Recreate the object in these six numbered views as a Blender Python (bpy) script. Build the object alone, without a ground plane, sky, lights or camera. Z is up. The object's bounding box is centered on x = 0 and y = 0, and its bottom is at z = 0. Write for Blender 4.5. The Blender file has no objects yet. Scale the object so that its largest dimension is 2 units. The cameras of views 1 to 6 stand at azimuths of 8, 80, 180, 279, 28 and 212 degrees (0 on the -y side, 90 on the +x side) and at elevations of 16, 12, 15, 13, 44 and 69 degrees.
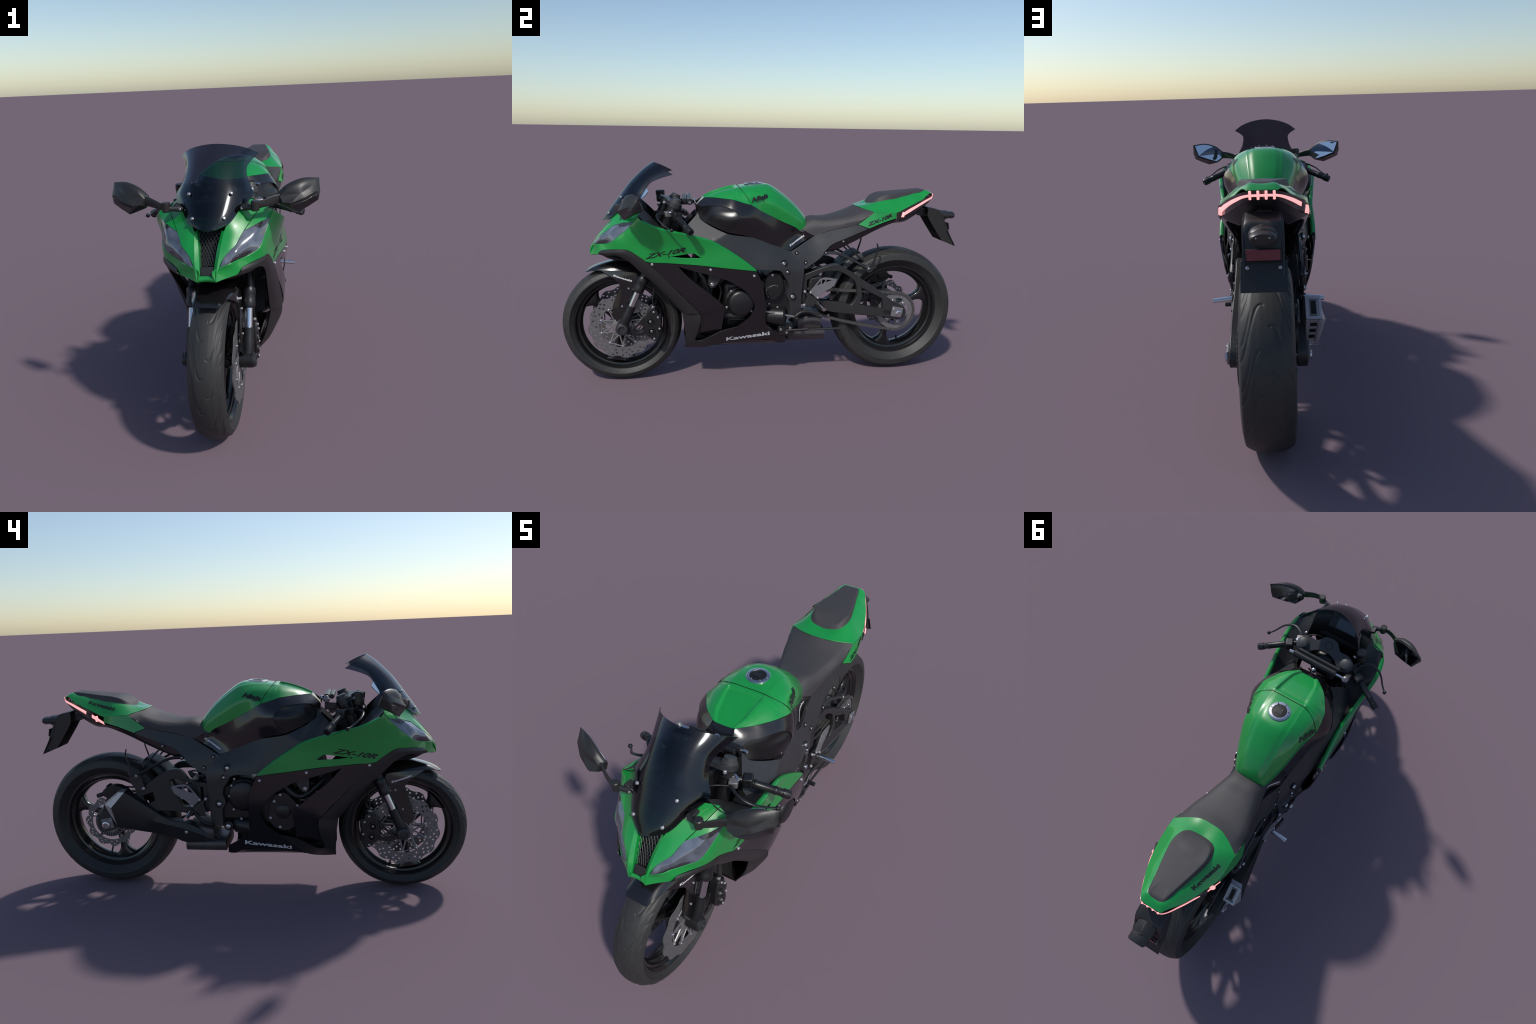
# Sport motorcycle, built part by part.  Metres, z up, nose towards -y, chain side on +x.
import bpy, math, random
import numpy as np
from mathutils import Vector, Matrix
from mathutils.geometry import delaunay_2d_cdt

random.seed(7)
RNG = np.random.default_rng(7)

# ------------------------------------------------------------------ materials
def material(name, colour, rough=0.5, metal=0.0, coat=0.0, grain=0.0, grain_scale=60.0,
             bump=0.0, bump_scale=300.0, spec=0.5, emit=None, emit_strength=0.0):
    m = bpy.data.materials.new(name)
    m.use_nodes = True
    nt = m.node_tree
    b = nt.nodes["Principled BSDF"]
    b.inputs["Base Color"].default_value = (*colour, 1)
    b.inputs["Roughness"].default_value = rough
    b.inputs["Metallic"].default_value = metal
    b.inputs["Specular IOR Level"].default_value = spec
    b.inputs["Coat Weight"].default_value = coat
    b.inputs["Coat Roughness"].default_value = 0.04
    if emit:
        b.inputs["Emission Color"].default_value = (*emit, 1)
        b.inputs["Emission Strength"].default_value = emit_strength
    tc = nt.nodes.new("ShaderNodeTexCoord")
    if grain:
        n = nt.nodes.new("ShaderNodeTexNoise")
        n.inputs["Scale"].default_value = grain_scale
        n.inputs["Detail"].default_value = 4
        nt.links.new(tc.outputs["Object"], n.inputs["Vector"])
        r = nt.nodes.new("ShaderNodeValToRGB")
        r.color_ramp.elements[0].position = 0.3
        r.color_ramp.elements[1].position = 0.7
        r.color_ramp.elements[0].color = (*[c * (1 - grain) for c in colour], 1)
        r.color_ramp.elements[1].color = (*[min(1, c * (1 + grain)) for c in colour], 1)
        nt.links.new(n.outputs["Fac"], r.inputs["Fac"])
        nt.links.new(r.outputs["Color"], b.inputs["Base Color"])
    if bump:
        n2 = nt.nodes.new("ShaderNodeTexNoise")
        n2.inputs["Scale"].default_value = bump_scale
        n2.inputs["Detail"].default_value = 3
        nt.links.new(tc.outputs["Object"], n2.inputs["Vector"])
        bp = nt.nodes.new("ShaderNodeBump")
        bp.inputs["Strength"].default_value = bump
        bp.inputs["Distance"].default_value = 0.001
        nt.links.new(n2.outputs["Fac"], bp.inputs["Height"])
        nt.links.new(bp.outputs["Normal"], b.inputs["Normal"])
    return m

def tinted_glass(name, tint, gloss=0.045, rough=0.12):
    m = bpy.data.materials.new(name)
    m.use_nodes = True
    nt = m.node_tree
    nt.nodes.remove(nt.nodes["Principled BSDF"])
    out = nt.nodes["Material Output"]
    tr = nt.nodes.new("ShaderNodeBsdfTransparent")
    tr.inputs["Color"].default_value = (*tint, 1)
    gl = nt.nodes.new("ShaderNodeBsdfGlossy")
    gl.inputs["Roughness"].default_value = rough
    gl.inputs["Color"].default_value = (0.9, 0.95, 1, 1)
    lw = nt.nodes.new("ShaderNodeLayerWeight")
    lw.inputs["Blend"].default_value = 0.5
    pw = nt.nodes.new("ShaderNodeMath"); pw.operation = "POWER"; pw.inputs[1].default_value = 3.5
    nt.links.new(lw.outputs["Facing"], pw.inputs[0])
    fr = nt.nodes.new("ShaderNodeMath"); fr.operation = "MULTIPLY_ADD"; fr.inputs[1].default_value = 0.55; fr.inputs[2].default_value = gloss
    nt.links.new(pw.outputs[0], fr.inputs[0])
    mx = nt.nodes.new("ShaderNodeMixShader")
    nt.links.new(fr.outputs[0], mx.inputs["Fac"])
    nt.links.new(tr.outputs[0], mx.inputs[1])
    nt.links.new(gl.outputs[0], mx.inputs[2])
    nt.links.new(mx.outputs[0], out.inputs["Surface"])
    return m

GREEN = material("green_paint", (0.0055, 0.275, 0.047), 0.34, coat=0.6, grain=0.04, grain_scale=20)
GLOSS = material("gloss_black_paint", (0.0075, 0.0065, 0.0075), 0.22, coat=0.6)
TRIM = material("satin_black_plastic", (0.020, 0.0195, 0.0195), 0.42, grain=0.08)
DARK = material("black_metal", (0.010, 0.010, 0.011), 0.38, grain=0.15)
PITCH = material("deep_black", (0.004, 0.004, 0.0045), 0.6)
FRAME = material("frame_grey_metal", (0.036, 0.037, 0.040), 0.40, metal=0.15, grain=0.06)
SWING = material("swingarm_grey_metal", (0.026, 0.026, 0.027), 0.42, metal=0.1, grain=0.06)
SEAT = material("seat_vinyl", (0.046, 0.042, 0.045), 0.62, grain=0.06, grain_scale=120, bump=0.25, bump_scale=900)
RUBBER = material("tyre_rubber", (0.028, 0.0275, 0.0265), 0.55, grain=0.12, grain_scale=40, bump=0.15, bump_scale=500)
RIM = material("rim_black_paint", (0.0085, 0.0085, 0.009), 0.28, coat=0.3)
CHROME = material("polished_steel", (0.62, 0.62, 0.64), 0.18, metal=1.0)
STEEL = material("brushed_steel", (0.24, 0.23, 0.235), 0.42, metal=0.55, grain=0.15, grain_scale=90)
DISC = material("brake_disc_steel", (0.175, 0.17, 0.172), 0.45, metal=0.5, grain=0.12, grain_scale=80)
GUARD = material("heel_guard_metal", (0.20, 0.19, 0.205), 0.5, metal=0.35, grain=0.12, grain_scale=120)
ALU = material("exhaust_tip_metal", (0.50, 0.48, 0.50), 0.38, metal=0.6, grain=0.08)
CHAINM = material("chain_steel", (0.13, 0.125, 0.12), 0.42, metal=0.6, grain=0.3, grain_scale=200)
BOLT = material("bolt_steel", (0.45, 0.44, 0.46), 0.3, metal=0.7)
MUFFLER = material("muffler_black_coating", (0.014, 0.0145, 0.0155), 0.40, grain=0.06)
COLLECT = material("titanium_box", (0.085, 0.075, 0.075), 0.40, metal=0.5, grain=0.12, grain_scale=30)
MIRRORG = material("mirror_glass", (0.75, 0.78, 0.82), 0.02, metal=1.0)
WHITE = material("white_print", (0.62, 0.62, 0.64), 0.5)
BLACKP = material("black_print", (0.008, 0.010, 0.010), 0.5)
PLATEM = material("plate_black", (0.012, 0.013, 0.015), 0.5)
REDREF = material("red_reflector", (0.17, 0.020, 0.030), 0.35, grain=0.25, grain_scale=500, bump=0.4, bump_scale=1200)
LAMP = material("tail_lamp_glow", (0.8, 0.2, 0.2), 0.4, emit=(1.0, 0.40, 0.40), emit_strength=1.15)
LENS = material("smoked_red_lens", (0.030, 0.018, 0.020), 0.12, coat=0.5, grain=0.5, grain_scale=90)
HLENS = material("headlamp_lens", (0.13, 0.145, 0.18), 0.10, metal=0.35, coat=0.8, grain=0.40, grain_scale=22)
HDARK = material("headlamp_dark_tint", (0.030, 0.028, 0.034), 0.14, coat=0.7, grain=0.3, grain_scale=60)  # near-black tint paints the ground mirrored low in the lens
CARBON = material("airbox_black", (0.006, 0.006, 0.007), 0.5)
BRASS = material("caliper_brown", (0.030, 0.024, 0.017), 0.4, metal=0.3)
RADI = material("radiator_core", (0.010, 0.010, 0.011), 0.6)
CAPM = material("satin_grey_anodised", (0.060, 0.061, 0.062), 0.5, metal=0.2)
HUGM = material("mudguard_plastic", (0.020, 0.023, 0.027), 0.5, grain=0.1)
PADM = material("knee_pad_black", (0.0080, 0.0075, 0.0085), 0.30)
SCREEN = tinted_glass("smoked_screen", (0.30, 0.33, 0.37))
LCD = material("display_glass", (0.05, 0.06, 0.075), 0.15, coat=0.5)

# ------------------------------------------------------------------ geometry kit
BIKE = bpy.data.objects.new("sport_motorcycle", None)
bpy.context.scene.collection.objects.link(BIKE)
BIKE["label"] = "green and black faired sport motorcycle with smoked screen"
BIKE["category"] = "motorcycle"

def link(ob, parent):
    bpy.context.scene.collection.objects.link(ob)
    ob.parent = parent or BIKE
    return ob

def add(name, V, F, mat, parent=None, angle=38, bevel=0.0, mirror=False, kind=None, segs=2):
    V = np.asarray(V, float)
    me = bpy.data.meshes.new(name)
    me.from_pydata([tuple(map(float, v)) for v in V], [], [tuple(int(i) for i in f) for f in F])
    me.materials.append(mat)
    me.validate()
    import bmesh
    bm = bmesh.new(); bm.from_mesh(me)
    bmesh.ops.remove_doubles(bm, verts=bm.verts, dist=1e-5)
    bmesh.ops.recalc_face_normals(bm, faces=bm.faces)
    bm.to_mesh(me); bm.free()
    for p in me.polygons:
        p.use_smooth = True
    me.set_sharp_from_angle(angle=math.radians(angle))
    ob = link(bpy.data.objects.new(name, me), parent)
    if kind:
        ob["kind"] = kind
    if bevel:
        md = ob.modifiers.new("edge", "BEVEL")
        md.width = bevel; md.segments = segs; md.limit_method = "ANGLE"
        md.angle_limit = math.radians(42); md.harden_normals = False
    if mirror:
        par2 = parent if not isinstance(mirror, bpy.types.Object) else mirror
        W = V * np.array([-1, 1, 1])
        ob2 = add(name, W, [tuple(reversed(f)) for f in F], mat, par2, angle, bevel, False, kind, segs)
        return ob, ob2
    return ob

class Rbf:
    """thin-plate surface c = f(a, b) through scattered control points"""
    def __init__(self, pts, smooth=1e-6):
        S = np.asarray(pts, float); n = len(S); self.S = S
        r = np.linalg.norm(S[:, None, :2] - S[None, :, :2], axis=2)
        K = np.where(r > 0, r * r * np.log(r + 1e-12), 0) + smooth * np.eye(n)
        A = np.zeros((n + 3, n + 3)); A[:n, :n] = K; A[:n, n] = 1; A[:n, n + 1:] = S[:, :2]; A[n:, :n] = A[:n, n:].T
        self.w = np.linalg.lstsq(A, np.r_[S[:, 2], 0, 0, 0], rcond=None)[0]
    def __call__(self, a, b):
        a = np.atleast_1d(np.asarray(a, float)); b = np.atleast_1d(np.asarray(b, float))
        n = len(self.S)
        r = np.hypot(a[:, None] - self.S[None, :, 0], b[:, None] - self.S[None, :, 1])
        k = np.where(r > 0, r * r * np.log(r + 1e-12), 0)
        return k @ self.w[:n] + self.w[n] + self.w[n + 1] * a + self.w[n + 2] * b

def flat(c):
    return lambda a, b: np.full(np.atleast_1d(a).shape, float(c))

def crom(P, n, closed=False):
    """Catmull-Rom through P, n samples per span"""
    P = np.asarray(P, float); N = len(P)
    if N < 3 and not closed:
        t = np.linspace(0, 1, n + 1)[:, None]
        return P[0] * (1 - t) + P[-1] * t
    out = []
    spans = N if closed else N - 1
    for i in range(spans):
        p1, p2 = P[i], P[(i + 1) % N]
        p0 = P[i - 1] if (closed or i > 0) else 2 * p1 - p2
        p3 = P[(i + 2) % N] if (closed or i + 2 < N) else 2 * p2 - p1
        d1 = np.linalg.norm(p2 - p1) + 1e-9
        m1 = (p2 - p0) / (np.linalg.norm(p1 - p0) + d1 + 1e-9) * d1
        m2 = (p3 - p1) / (d1 + np.linalg.norm(p3 - p2) + 1e-9) * d1
        for k in range(n):
            t = k / n; t2 = t * t; t3 = t2 * t
            out.append((2*t3 - 3*t2 + 1) * p1 + (t3 - 2*t2 + t) * m1 + (-2*t3 + 3*t2) * p2 + (t3 - t2) * m2)
    if not closed:
        out.append(P[-1])
    return np.array(out)

def contour(pts, step):
    """closed outline; a third value marks a corner, other points are rounded through"""
    n = len(pts); cor = [i for i in range(n) if len(pts[i]) > 2]
    P = np.array([p[:2] for p in pts], float)
    if not cor:
        C = crom(P, 8, True)
    else:
        C = []
        for j, i in enumerate(cor):
            k = cor[(j + 1) % len(cor)]
            idx = [(i + q) % n for q in range(((k - i) % n or n) + 1)]
            C.extend(crom(P[idx], 8)[:-1])
        C = np.array(C)
    Cc = np.vstack([C, C[:1]])
    d = np.r_[0, np.cumsum(np.linalg.norm(np.diff(Cc, axis=0), axis=1))]
    m = max(8, int(d[-1] / step))
    s = list(np.linspace(0, d[-1], m, endpoint=False))
    if cor:      # keep exact corners
        cd = [d[np.argmin(np.linalg.norm(C - P[i], axis=1))] for i in cor]
        s = [q for q in s if min(abs(q - c) for c in cd) > step * .45] + cd
        s = sorted(set(round(q, 7) for q in s))
    return np.c_[np.interp(s, d, Cc[:, 0]), np.interp(s, d, Cc[:, 1])]

def inside(poly, X, Y):
    r = np.zeros(X.shape, bool); n = len(poly)
    for i in range(n):
        x1, y1 = poly[i]; x2, y2 = poly[(i + 1) % n]
        c = (y1 > Y) != (y2 > Y)
        r ^= c & (X < (x2 - x1) * (Y - y1) / (y2 - y1 + 1e-15) + x1)
    return r

def fill(outline, holes, step, interior=True):
    loops = [outline] + list(holes)
    pts, edges = [], []
    for L in loops:
        o = len(pts); pts += [Vector((float(p[0]), float(p[1]))) for p in L]
        edges += [(o + i, o + (i + 1) % len(L)) for i in range(len(L))]
    if interior:
        lo, hi = outline.min(0), outline.max(0)
        gx, gy = np.meshgrid(np.arange(lo[0], hi[0], step), np.arange(lo[1], hi[1], step * .87))
        gx = gx + (np.arange(gx.shape[0]) % 2)[:, None] * step * .5
        gx, gy = gx.ravel(), gy.ravel()
        ok = inside(outline, gx, gy)
        for h in holes:
            ok &= ~inside(h, gx, gy)
        gx, gy = gx[ok], gy[ok]
        B = np.vstack(loops)
        keep = np.array([np.min(np.hypot(B[:, 0] - x, B[:, 1] - y)) > step * .5 for x, y in zip(gx, gy)], bool) if len(gx) else []
        pts += [Vector((float(x), float(y))) for x, y in zip(gx[keep], gy[keep])] if len(gx) else []
    v, e, f, *_ = delaunay_2d_cdt(pts, edges, [], 0, 1e-7)
    V = np.array([tuple(p) for p in v]); T = np.array([t for t in f if len(t) == 3])
    c = V[T].mean(1)
    ok = inside(outline, c[:, 0], c[:, 1])
    for h in holes:
        ok &= ~inside(h, c[:, 0], c[:, 1])
    return V, T[ok]

def shell(P3, T, thick, normal_side):
    """give a triangulated sheet thickness, with side walls"""
    n = len(P3); N = np.zeros_like(P3)
    fn = np.cross(P3[T[:, 1]] - P3[T[:, 0]], P3[T[:, 2]] - P3[T[:, 0]])
    for k in range(3):
        np.add.at(N, T[:, k], fn)
    N /= np.linalg.norm(N, axis=1)[:, None] + 1e-12
    if np.sum(N @ np.asarray(normal_side, float)) < 0:
        N = -N; T = T[:, ::-1]
    Q = P3 - N * thick
    cnt = {}
    for t in T:
        for a, b in ((t[0], t[1]), (t[1], t[2]), (t[2], t[0])):
            cnt[(a, b)] = 1
    rim = [(a, b) for (a, b) in cnt if (b, a) not in cnt]
    F = [tuple(t) for t in T] + [(t[2] + n, t[1] + n, t[0] + n) for t in T]
    F += [(b, a, a + n, b + n) for a, b in rim]
    return np.vstack([P3, Q]), F

AX = {"x": (1, 2, 0), "y": (0, 2, 1), "z": (0, 1, 2)}
def panel(name, outline, surf, mat, thick=0.004, holes=(), step=0.012, axis="x", out=1,
          parent=None, bevel=0.0012, mirror=False, angle=38, hole_step=None, kind=None, interior=True):
    C = contour(outline, step)
    H = [contour(h, hole_step or step * .6) for h in holes]
    V, T = fill(C, H, step, interior)
    P = np.zeros((len(V), 3)); i, j, k = AX[axis]
    P[:, i] = V[:, 0]; P[:, j] = V[:, 1]; P[:, k] = surf(V[:, 0], V[:, 1])
    side = np.zeros(3); side[k] = out
    W, F = shell(P, T, thick, side)
    return add(name, W, F, mat, parent, angle, bevel, mirror, kind)

def slab(name, outline, x0, x1, mat, holes=(), step=0.02, **kw):
    return panel(name, outline, flat(x1), mat, thick=x1 - x0, holes=holes, step=step, interior=False, **kw)

def grid_faces(nu, nv, wrap=False):
    F = []
    for i in range(nu - 1):
        for j in range(nv if wrap else nv - 1):
            F.append((i * nv + j, i * nv + (j + 1) % nv, (i + 1) * nv + (j + 1) % nv, (i + 1) * nv + j))
    return F

def loft(name, rows, mat, n=4, m=4, wrap=False, half=False, caps=True, thick=0.0, side=(0, 0, 1), parent=None,
         mirror=False, angle=40, bevel=0.0, smooth_u=True, smooth_v=True, kind=None):
    """surface through cross-section rows; half=True mirrors each row about x = 0"""
    R = []
    for r in rows:
        r = np.asarray(r, float)
        if half:
            r = np.vstack([(r * [-1, 1, 1])[::-1][: -1 if abs(r[0, 0]) < 1e-9 else None], r])
        if smooth_v:
            r = crom(r, n, wrap)
        R.append(r)
    R = np.array(R)
    if smooth_u and len(R) > 1:
        R = np.stack([crom(R[:, j], m) for j in range(R.shape[1])], axis=1)
    nu, nv = R.shape[:2]
    V = R.reshape(-1, 3); F = grid_faces(nu, nv, wrap)
    if wrap and caps:
        F = F + [tuple(range(nv)), tuple(range((nu - 1) * nv, nu * nv))]
    if thick:
        T = np.array([t for f in F for t in ((f[0], f[1], f[2]), (f[0], f[2], f[3]))])
        V, F = shell(V, T, thick, side)
    return add(name, V, F, mat, parent, angle, bevel, mirror, kind)

def frames(P):
    P = np.asarray(P, float); T = np.gradient(P, axis=0); T /= np.linalg.norm(T, axis=1)[:, None] + 1e-12
    u = np.cross(T[0], [0.3, 0.2, 0.9]); u /= np.linalg.norm(u); U = [u]
    for i in range(1, len(P)):
        u = U[-1] - T[i] * (U[-1] @ T[i]); U.append(u / np.linalg.norm(u))
    U = np.array(U); return T, U, np.cross(T, U)

def tube_mesh(path, r, n=10, smooth=6, squash=1.0):
    P = crom(path, smooth) if smooth and len(path) > 2 else np.asarray(path, float)
    rr = np.interp(np.linspace(0, 1, len(P)), np.linspace(0, 1, len(r)), r) if hasattr(r, "__len__") else np.full(len(P), r)
    T, U, B = frames(P)
    a = np.linspace(0, 2 * np.pi, n, endpoint=False)
    V = (P[:, None] + rr[:, None, None] * (np.cos(a)[None, :, None] * U[:, None] + squash * np.sin(a)[None, :, None] * B[:, None])).reshape(-1, 3)
    return V, grid_faces(len(P), n, True) + [tuple(range(n)), tuple(range((len(P) - 1) * n, len(P) * n))]

def tube(name, path, r, mat, n=10, smooth=6, parent=None, mirror=False, squash=1.0, kind=None, bevel=0.0):
    V, F = tube_mesh(path, r, n, smooth, squash)
    return add(name, V, F, mat, parent, 45, bevel, mirror, kind)

def turned(name, origin, axis, prof, mat, n=32, parent=None, mirror=False, kind=None, angle=40):
    """lathe: prof = [(distance along axis, radius)...]"""
    V, F = turned_mesh(origin, axis, prof, n)
    return add(name, V, F, mat, parent, angle, 0, mirror, kind)

def turned_mesh(origin, axis, prof, n=32):
    A = np.asarray(axis, float); A /= np.linalg.norm(A)
    u = np.cross(A, [0.0, 0.0, 1.0] if abs(A[2]) < .9 else [0, 1.0, 0]); u /= np.linalg.norm(u); w = np.cross(A, u)
    a = np.linspace(0, 2 * np.pi, n, endpoint=False)
    V = []
    for d, r in prof:
        V.append(np.asarray(origin, float) + A * d + r * (np.cos(a)[:, None] * u + np.sin(a)[:, None] * w))
    return np.vstack(V), grid_faces(len(prof), n, True) + [tuple(range(n)), tuple(range((len(prof) - 1) * n, len(prof) * n))]

def rod(name, p0, p1, r, mat, n=20, chamfer=0.15, parent=None, mirror=False, r1=None, kind=None):
    p0 = np.asarray(p0, float); p1 = np.asarray(p1, float); L = np.linalg.norm(p1 - p0); r1 = r if r1 is None else r1
    c = min(r, r1) * chamfer
    return turned(name, p0, p1 - p0, [(0, r - c), (c, r), (L - c, r1), (L, r1 - c)], mat, n, parent, mirror, kind)

def box_mesh(c, s, rot=None):
    V = np.array([(x, y, z) for x in (-.5, .5) for y in (-.5, .5) for z in (-.5, .5)]) * np.asarray(s, float)
    if rot is not None:
        V = V @ np.array(Matrix.Rotation(rot[1], 3, rot[0])).T
    return V + np.asarray(c, float), [(0, 1, 3, 2), (4, 6, 7, 5), (0, 4, 5, 1), (2, 3, 7, 6), (0, 2, 6, 4), (1, 5, 7, 3)]

def box(name, c, s, mat, rot=None, bevel=0.003, parent=None, mirror=False, kind=None):
    V, F = box_mesh(c, s, rot)
    return add(name, V, F, mat, parent, 38, bevel, mirror, kind, 3)

def merge(parts):
    V, F = [], []; o = 0
    for v, f in parts:
        V.append(np.asarray(v, float)); F += [tuple(i + o for i in q) for q in f]; o += len(v)
    return np.vstack(V), F

# one shared domed cap-screw, placed many times
def _bolt_mesh(mat):
    V, F = turned_mesh((0, 0, 0), (0, 0, 1), [(-.6, 1), (.25, 1), (.45, .9), (.6, .68), (.62, .42), (.35, .36)], 16)
    me = bpy.data.meshes.new("bolt"); me.from_pydata([tuple(v) for v in V], [], F); me.materials.append(mat)
    for p in me.polygons: p.use_smooth = True
    me.set_sharp_from_angle(angle=math.radians(50))
    return me
BOLT_MESH = _bolt_mesh(BOLT); BOLT_DARK = _bolt_mesh(STEEL); BOLT_CHROME = _bolt_mesh(CHROME)
def bolt(pos, axis, r, parent=None, mesh=None, mirror=False, name="bolt"):
    for s in ((1, -1) if mirror else (1,)):
        ob = link(bpy.data.objects.new(name, mesh or BOLT_MESH), parent)
        q = Vector((axis[0] * s, axis[1], axis[2])).to_track_quat("Z", "Y")
        ob.matrix_basis = Matrix.Translation((pos[0] * s, pos[1], pos[2])) @ q.to_matrix().to_4x4() @ Matrix.Diagonal((r, r, r, 1))

def lettering(name, s, size, place, mat, shear=0.0, parent=None, stretch=1.0, weight=0.0, spacing=1.0):
    cu = bpy.data.curves.new(name, "FONT"); cu.body = s; cu.size = size; cu.shear = shear
    cu.offset = weight; cu.resolution_u = 3; cu.space_character = spacing
    tmp = bpy.data.objects.new(name, cu); bpy.context.scene.collection.objects.link(tmp)
    dg = bpy.context.evaluated_depsgraph_get(); dg.update()
    me0 = bpy.data.meshes.new_from_object(tmp.evaluated_get(dg))
    bpy.data.objects.remove(tmp); bpy.data.curves.remove(cu)
    import bmesh
    bm = bmesh.new(); bm.from_mesh(me0)
    bmesh.ops.triangulate(bm, faces=bm.faces)
    bmesh.ops.subdivide_edges(bm, edges=[e for e in bm.edges if e.calc_length() > size * .18], cuts=1)
    bmesh.ops.triangulate(bm, faces=bm.faces)
    V = np.array([v.co[:] for v in bm.verts]); T = np.array([[v.index for v in f.verts] for f in bm.faces])
    bm.free(); bpy.data.meshes.remove(me0)
    w = V[:, 0].max() - V[:, 0].min(); V[:, 0] -= V[:, 0].min()
    P = np.array(place(V[:, 0] * stretch, V[:, 1], w * stretch))
    me = bpy.data.meshes.new(name); me.from_pydata([tuple(p) for p in P], [], [tuple(int(i) for i in t) for t in T]); me.materials.append(mat)
    return link(bpy.data.objects.new(name, me), parent)

def on_side(surf, a, b, sgn=1, off=0.0012, size_fit=True):
    """place text along the line a -> b (y, z) on the side surface x = surf(y, z)"""
    a = np.array(a, float); b = np.array(b, float); L = np.linalg.norm(b - a); d = (b - a) / L
    up = np.array([-d[1], d[0]]) if d[0] > 0 else np.array([d[1], -d[0]])
    def f(tx, ty, w):
        k = L / w
        y = a[0] + d[0] * tx * k + up[0] * ty; z = a[1] + d[1] * tx * k + up[1] * ty
        return np.c_[sgn * (surf(y, z) + off), y, z]
    return f

# ------------------------------------------------------------------ wheels
def tyre_mesh(c, half, nseg=760):
    prof = np.array(half + [(-x, r) for x, r in half[::-1][1:]])
    P = np.vstack([prof[i] + (prof[i + 1] - prof[i]) * t for i in range(len(prof) - 1) for t in np.arange(9)[:, None] / 9] + [prof[-1]])
    for _ in range(3):      # soften the facets a little
        P[1:-1] = P[1:-1] * .5 + (P[:-2] + P[2:]) * .25
    R = P[:, 1].max(); wmax = P[:, 0].max()
    th = np.linspace(0, 2 * np.pi, nseg, endpoint=False)
    X = np.repeat(P[None, :, 0], nseg, 0); r = np.repeat(P[None, :, 1], nseg, 0).copy(); TH = np.repeat(th[:, None], len(P), 1)
    u = X / wmax                                   # -1..1 across the tread
    d = np.zeros_like(r); rep = 14; pitch = 2 * np.pi / rep
    for side, ph in ((1, 0.0), (-1, 0.5)):
        s = u * side
        f = lambda q: -0.42 * np.clip(q, 0, 1) ** 0.8 + 0.16 * np.sin(np.clip(q, 0, 1) * 5.2) + ph * pitch
        sc = np.clip(s, .02, .98); tgt = f(sc); gr = (f(sc + .01) - f(sc - .01)) / .02 / wmax
        nrm = R / np.sqrt(1 + (R * gr) ** 2)            # angle error -> distance across the groove
        for shift, s0, s1 in ((0.0, .05, .95), (.33, .50, .93)):
            e = (TH - tgt - pitch * shift + pitch / 2) % pitch - pitch / 2
            d += np.exp(-(e * nrm / 0.0030) ** 2) * np.clip((s - s0) * 12, 0, 1) * np.clip((s1 - s) * 12, 0, 1)
    d *= (r > R * 0.84)
    r -= 0.0026 * np.clip(d, 0, 1)
    V = np.stack([X, c[0] + r * np.cos(TH), c[1] + r * np.sin(TH)], -1).reshape(-1, 3)
    return V, grid_faces(nseg, len(P)) + [((nseg - 1) * len(P) + j, (nseg - 1) * len(P) + j + 1, j + 1, j) for j in range(len(P) - 1)]

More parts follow.
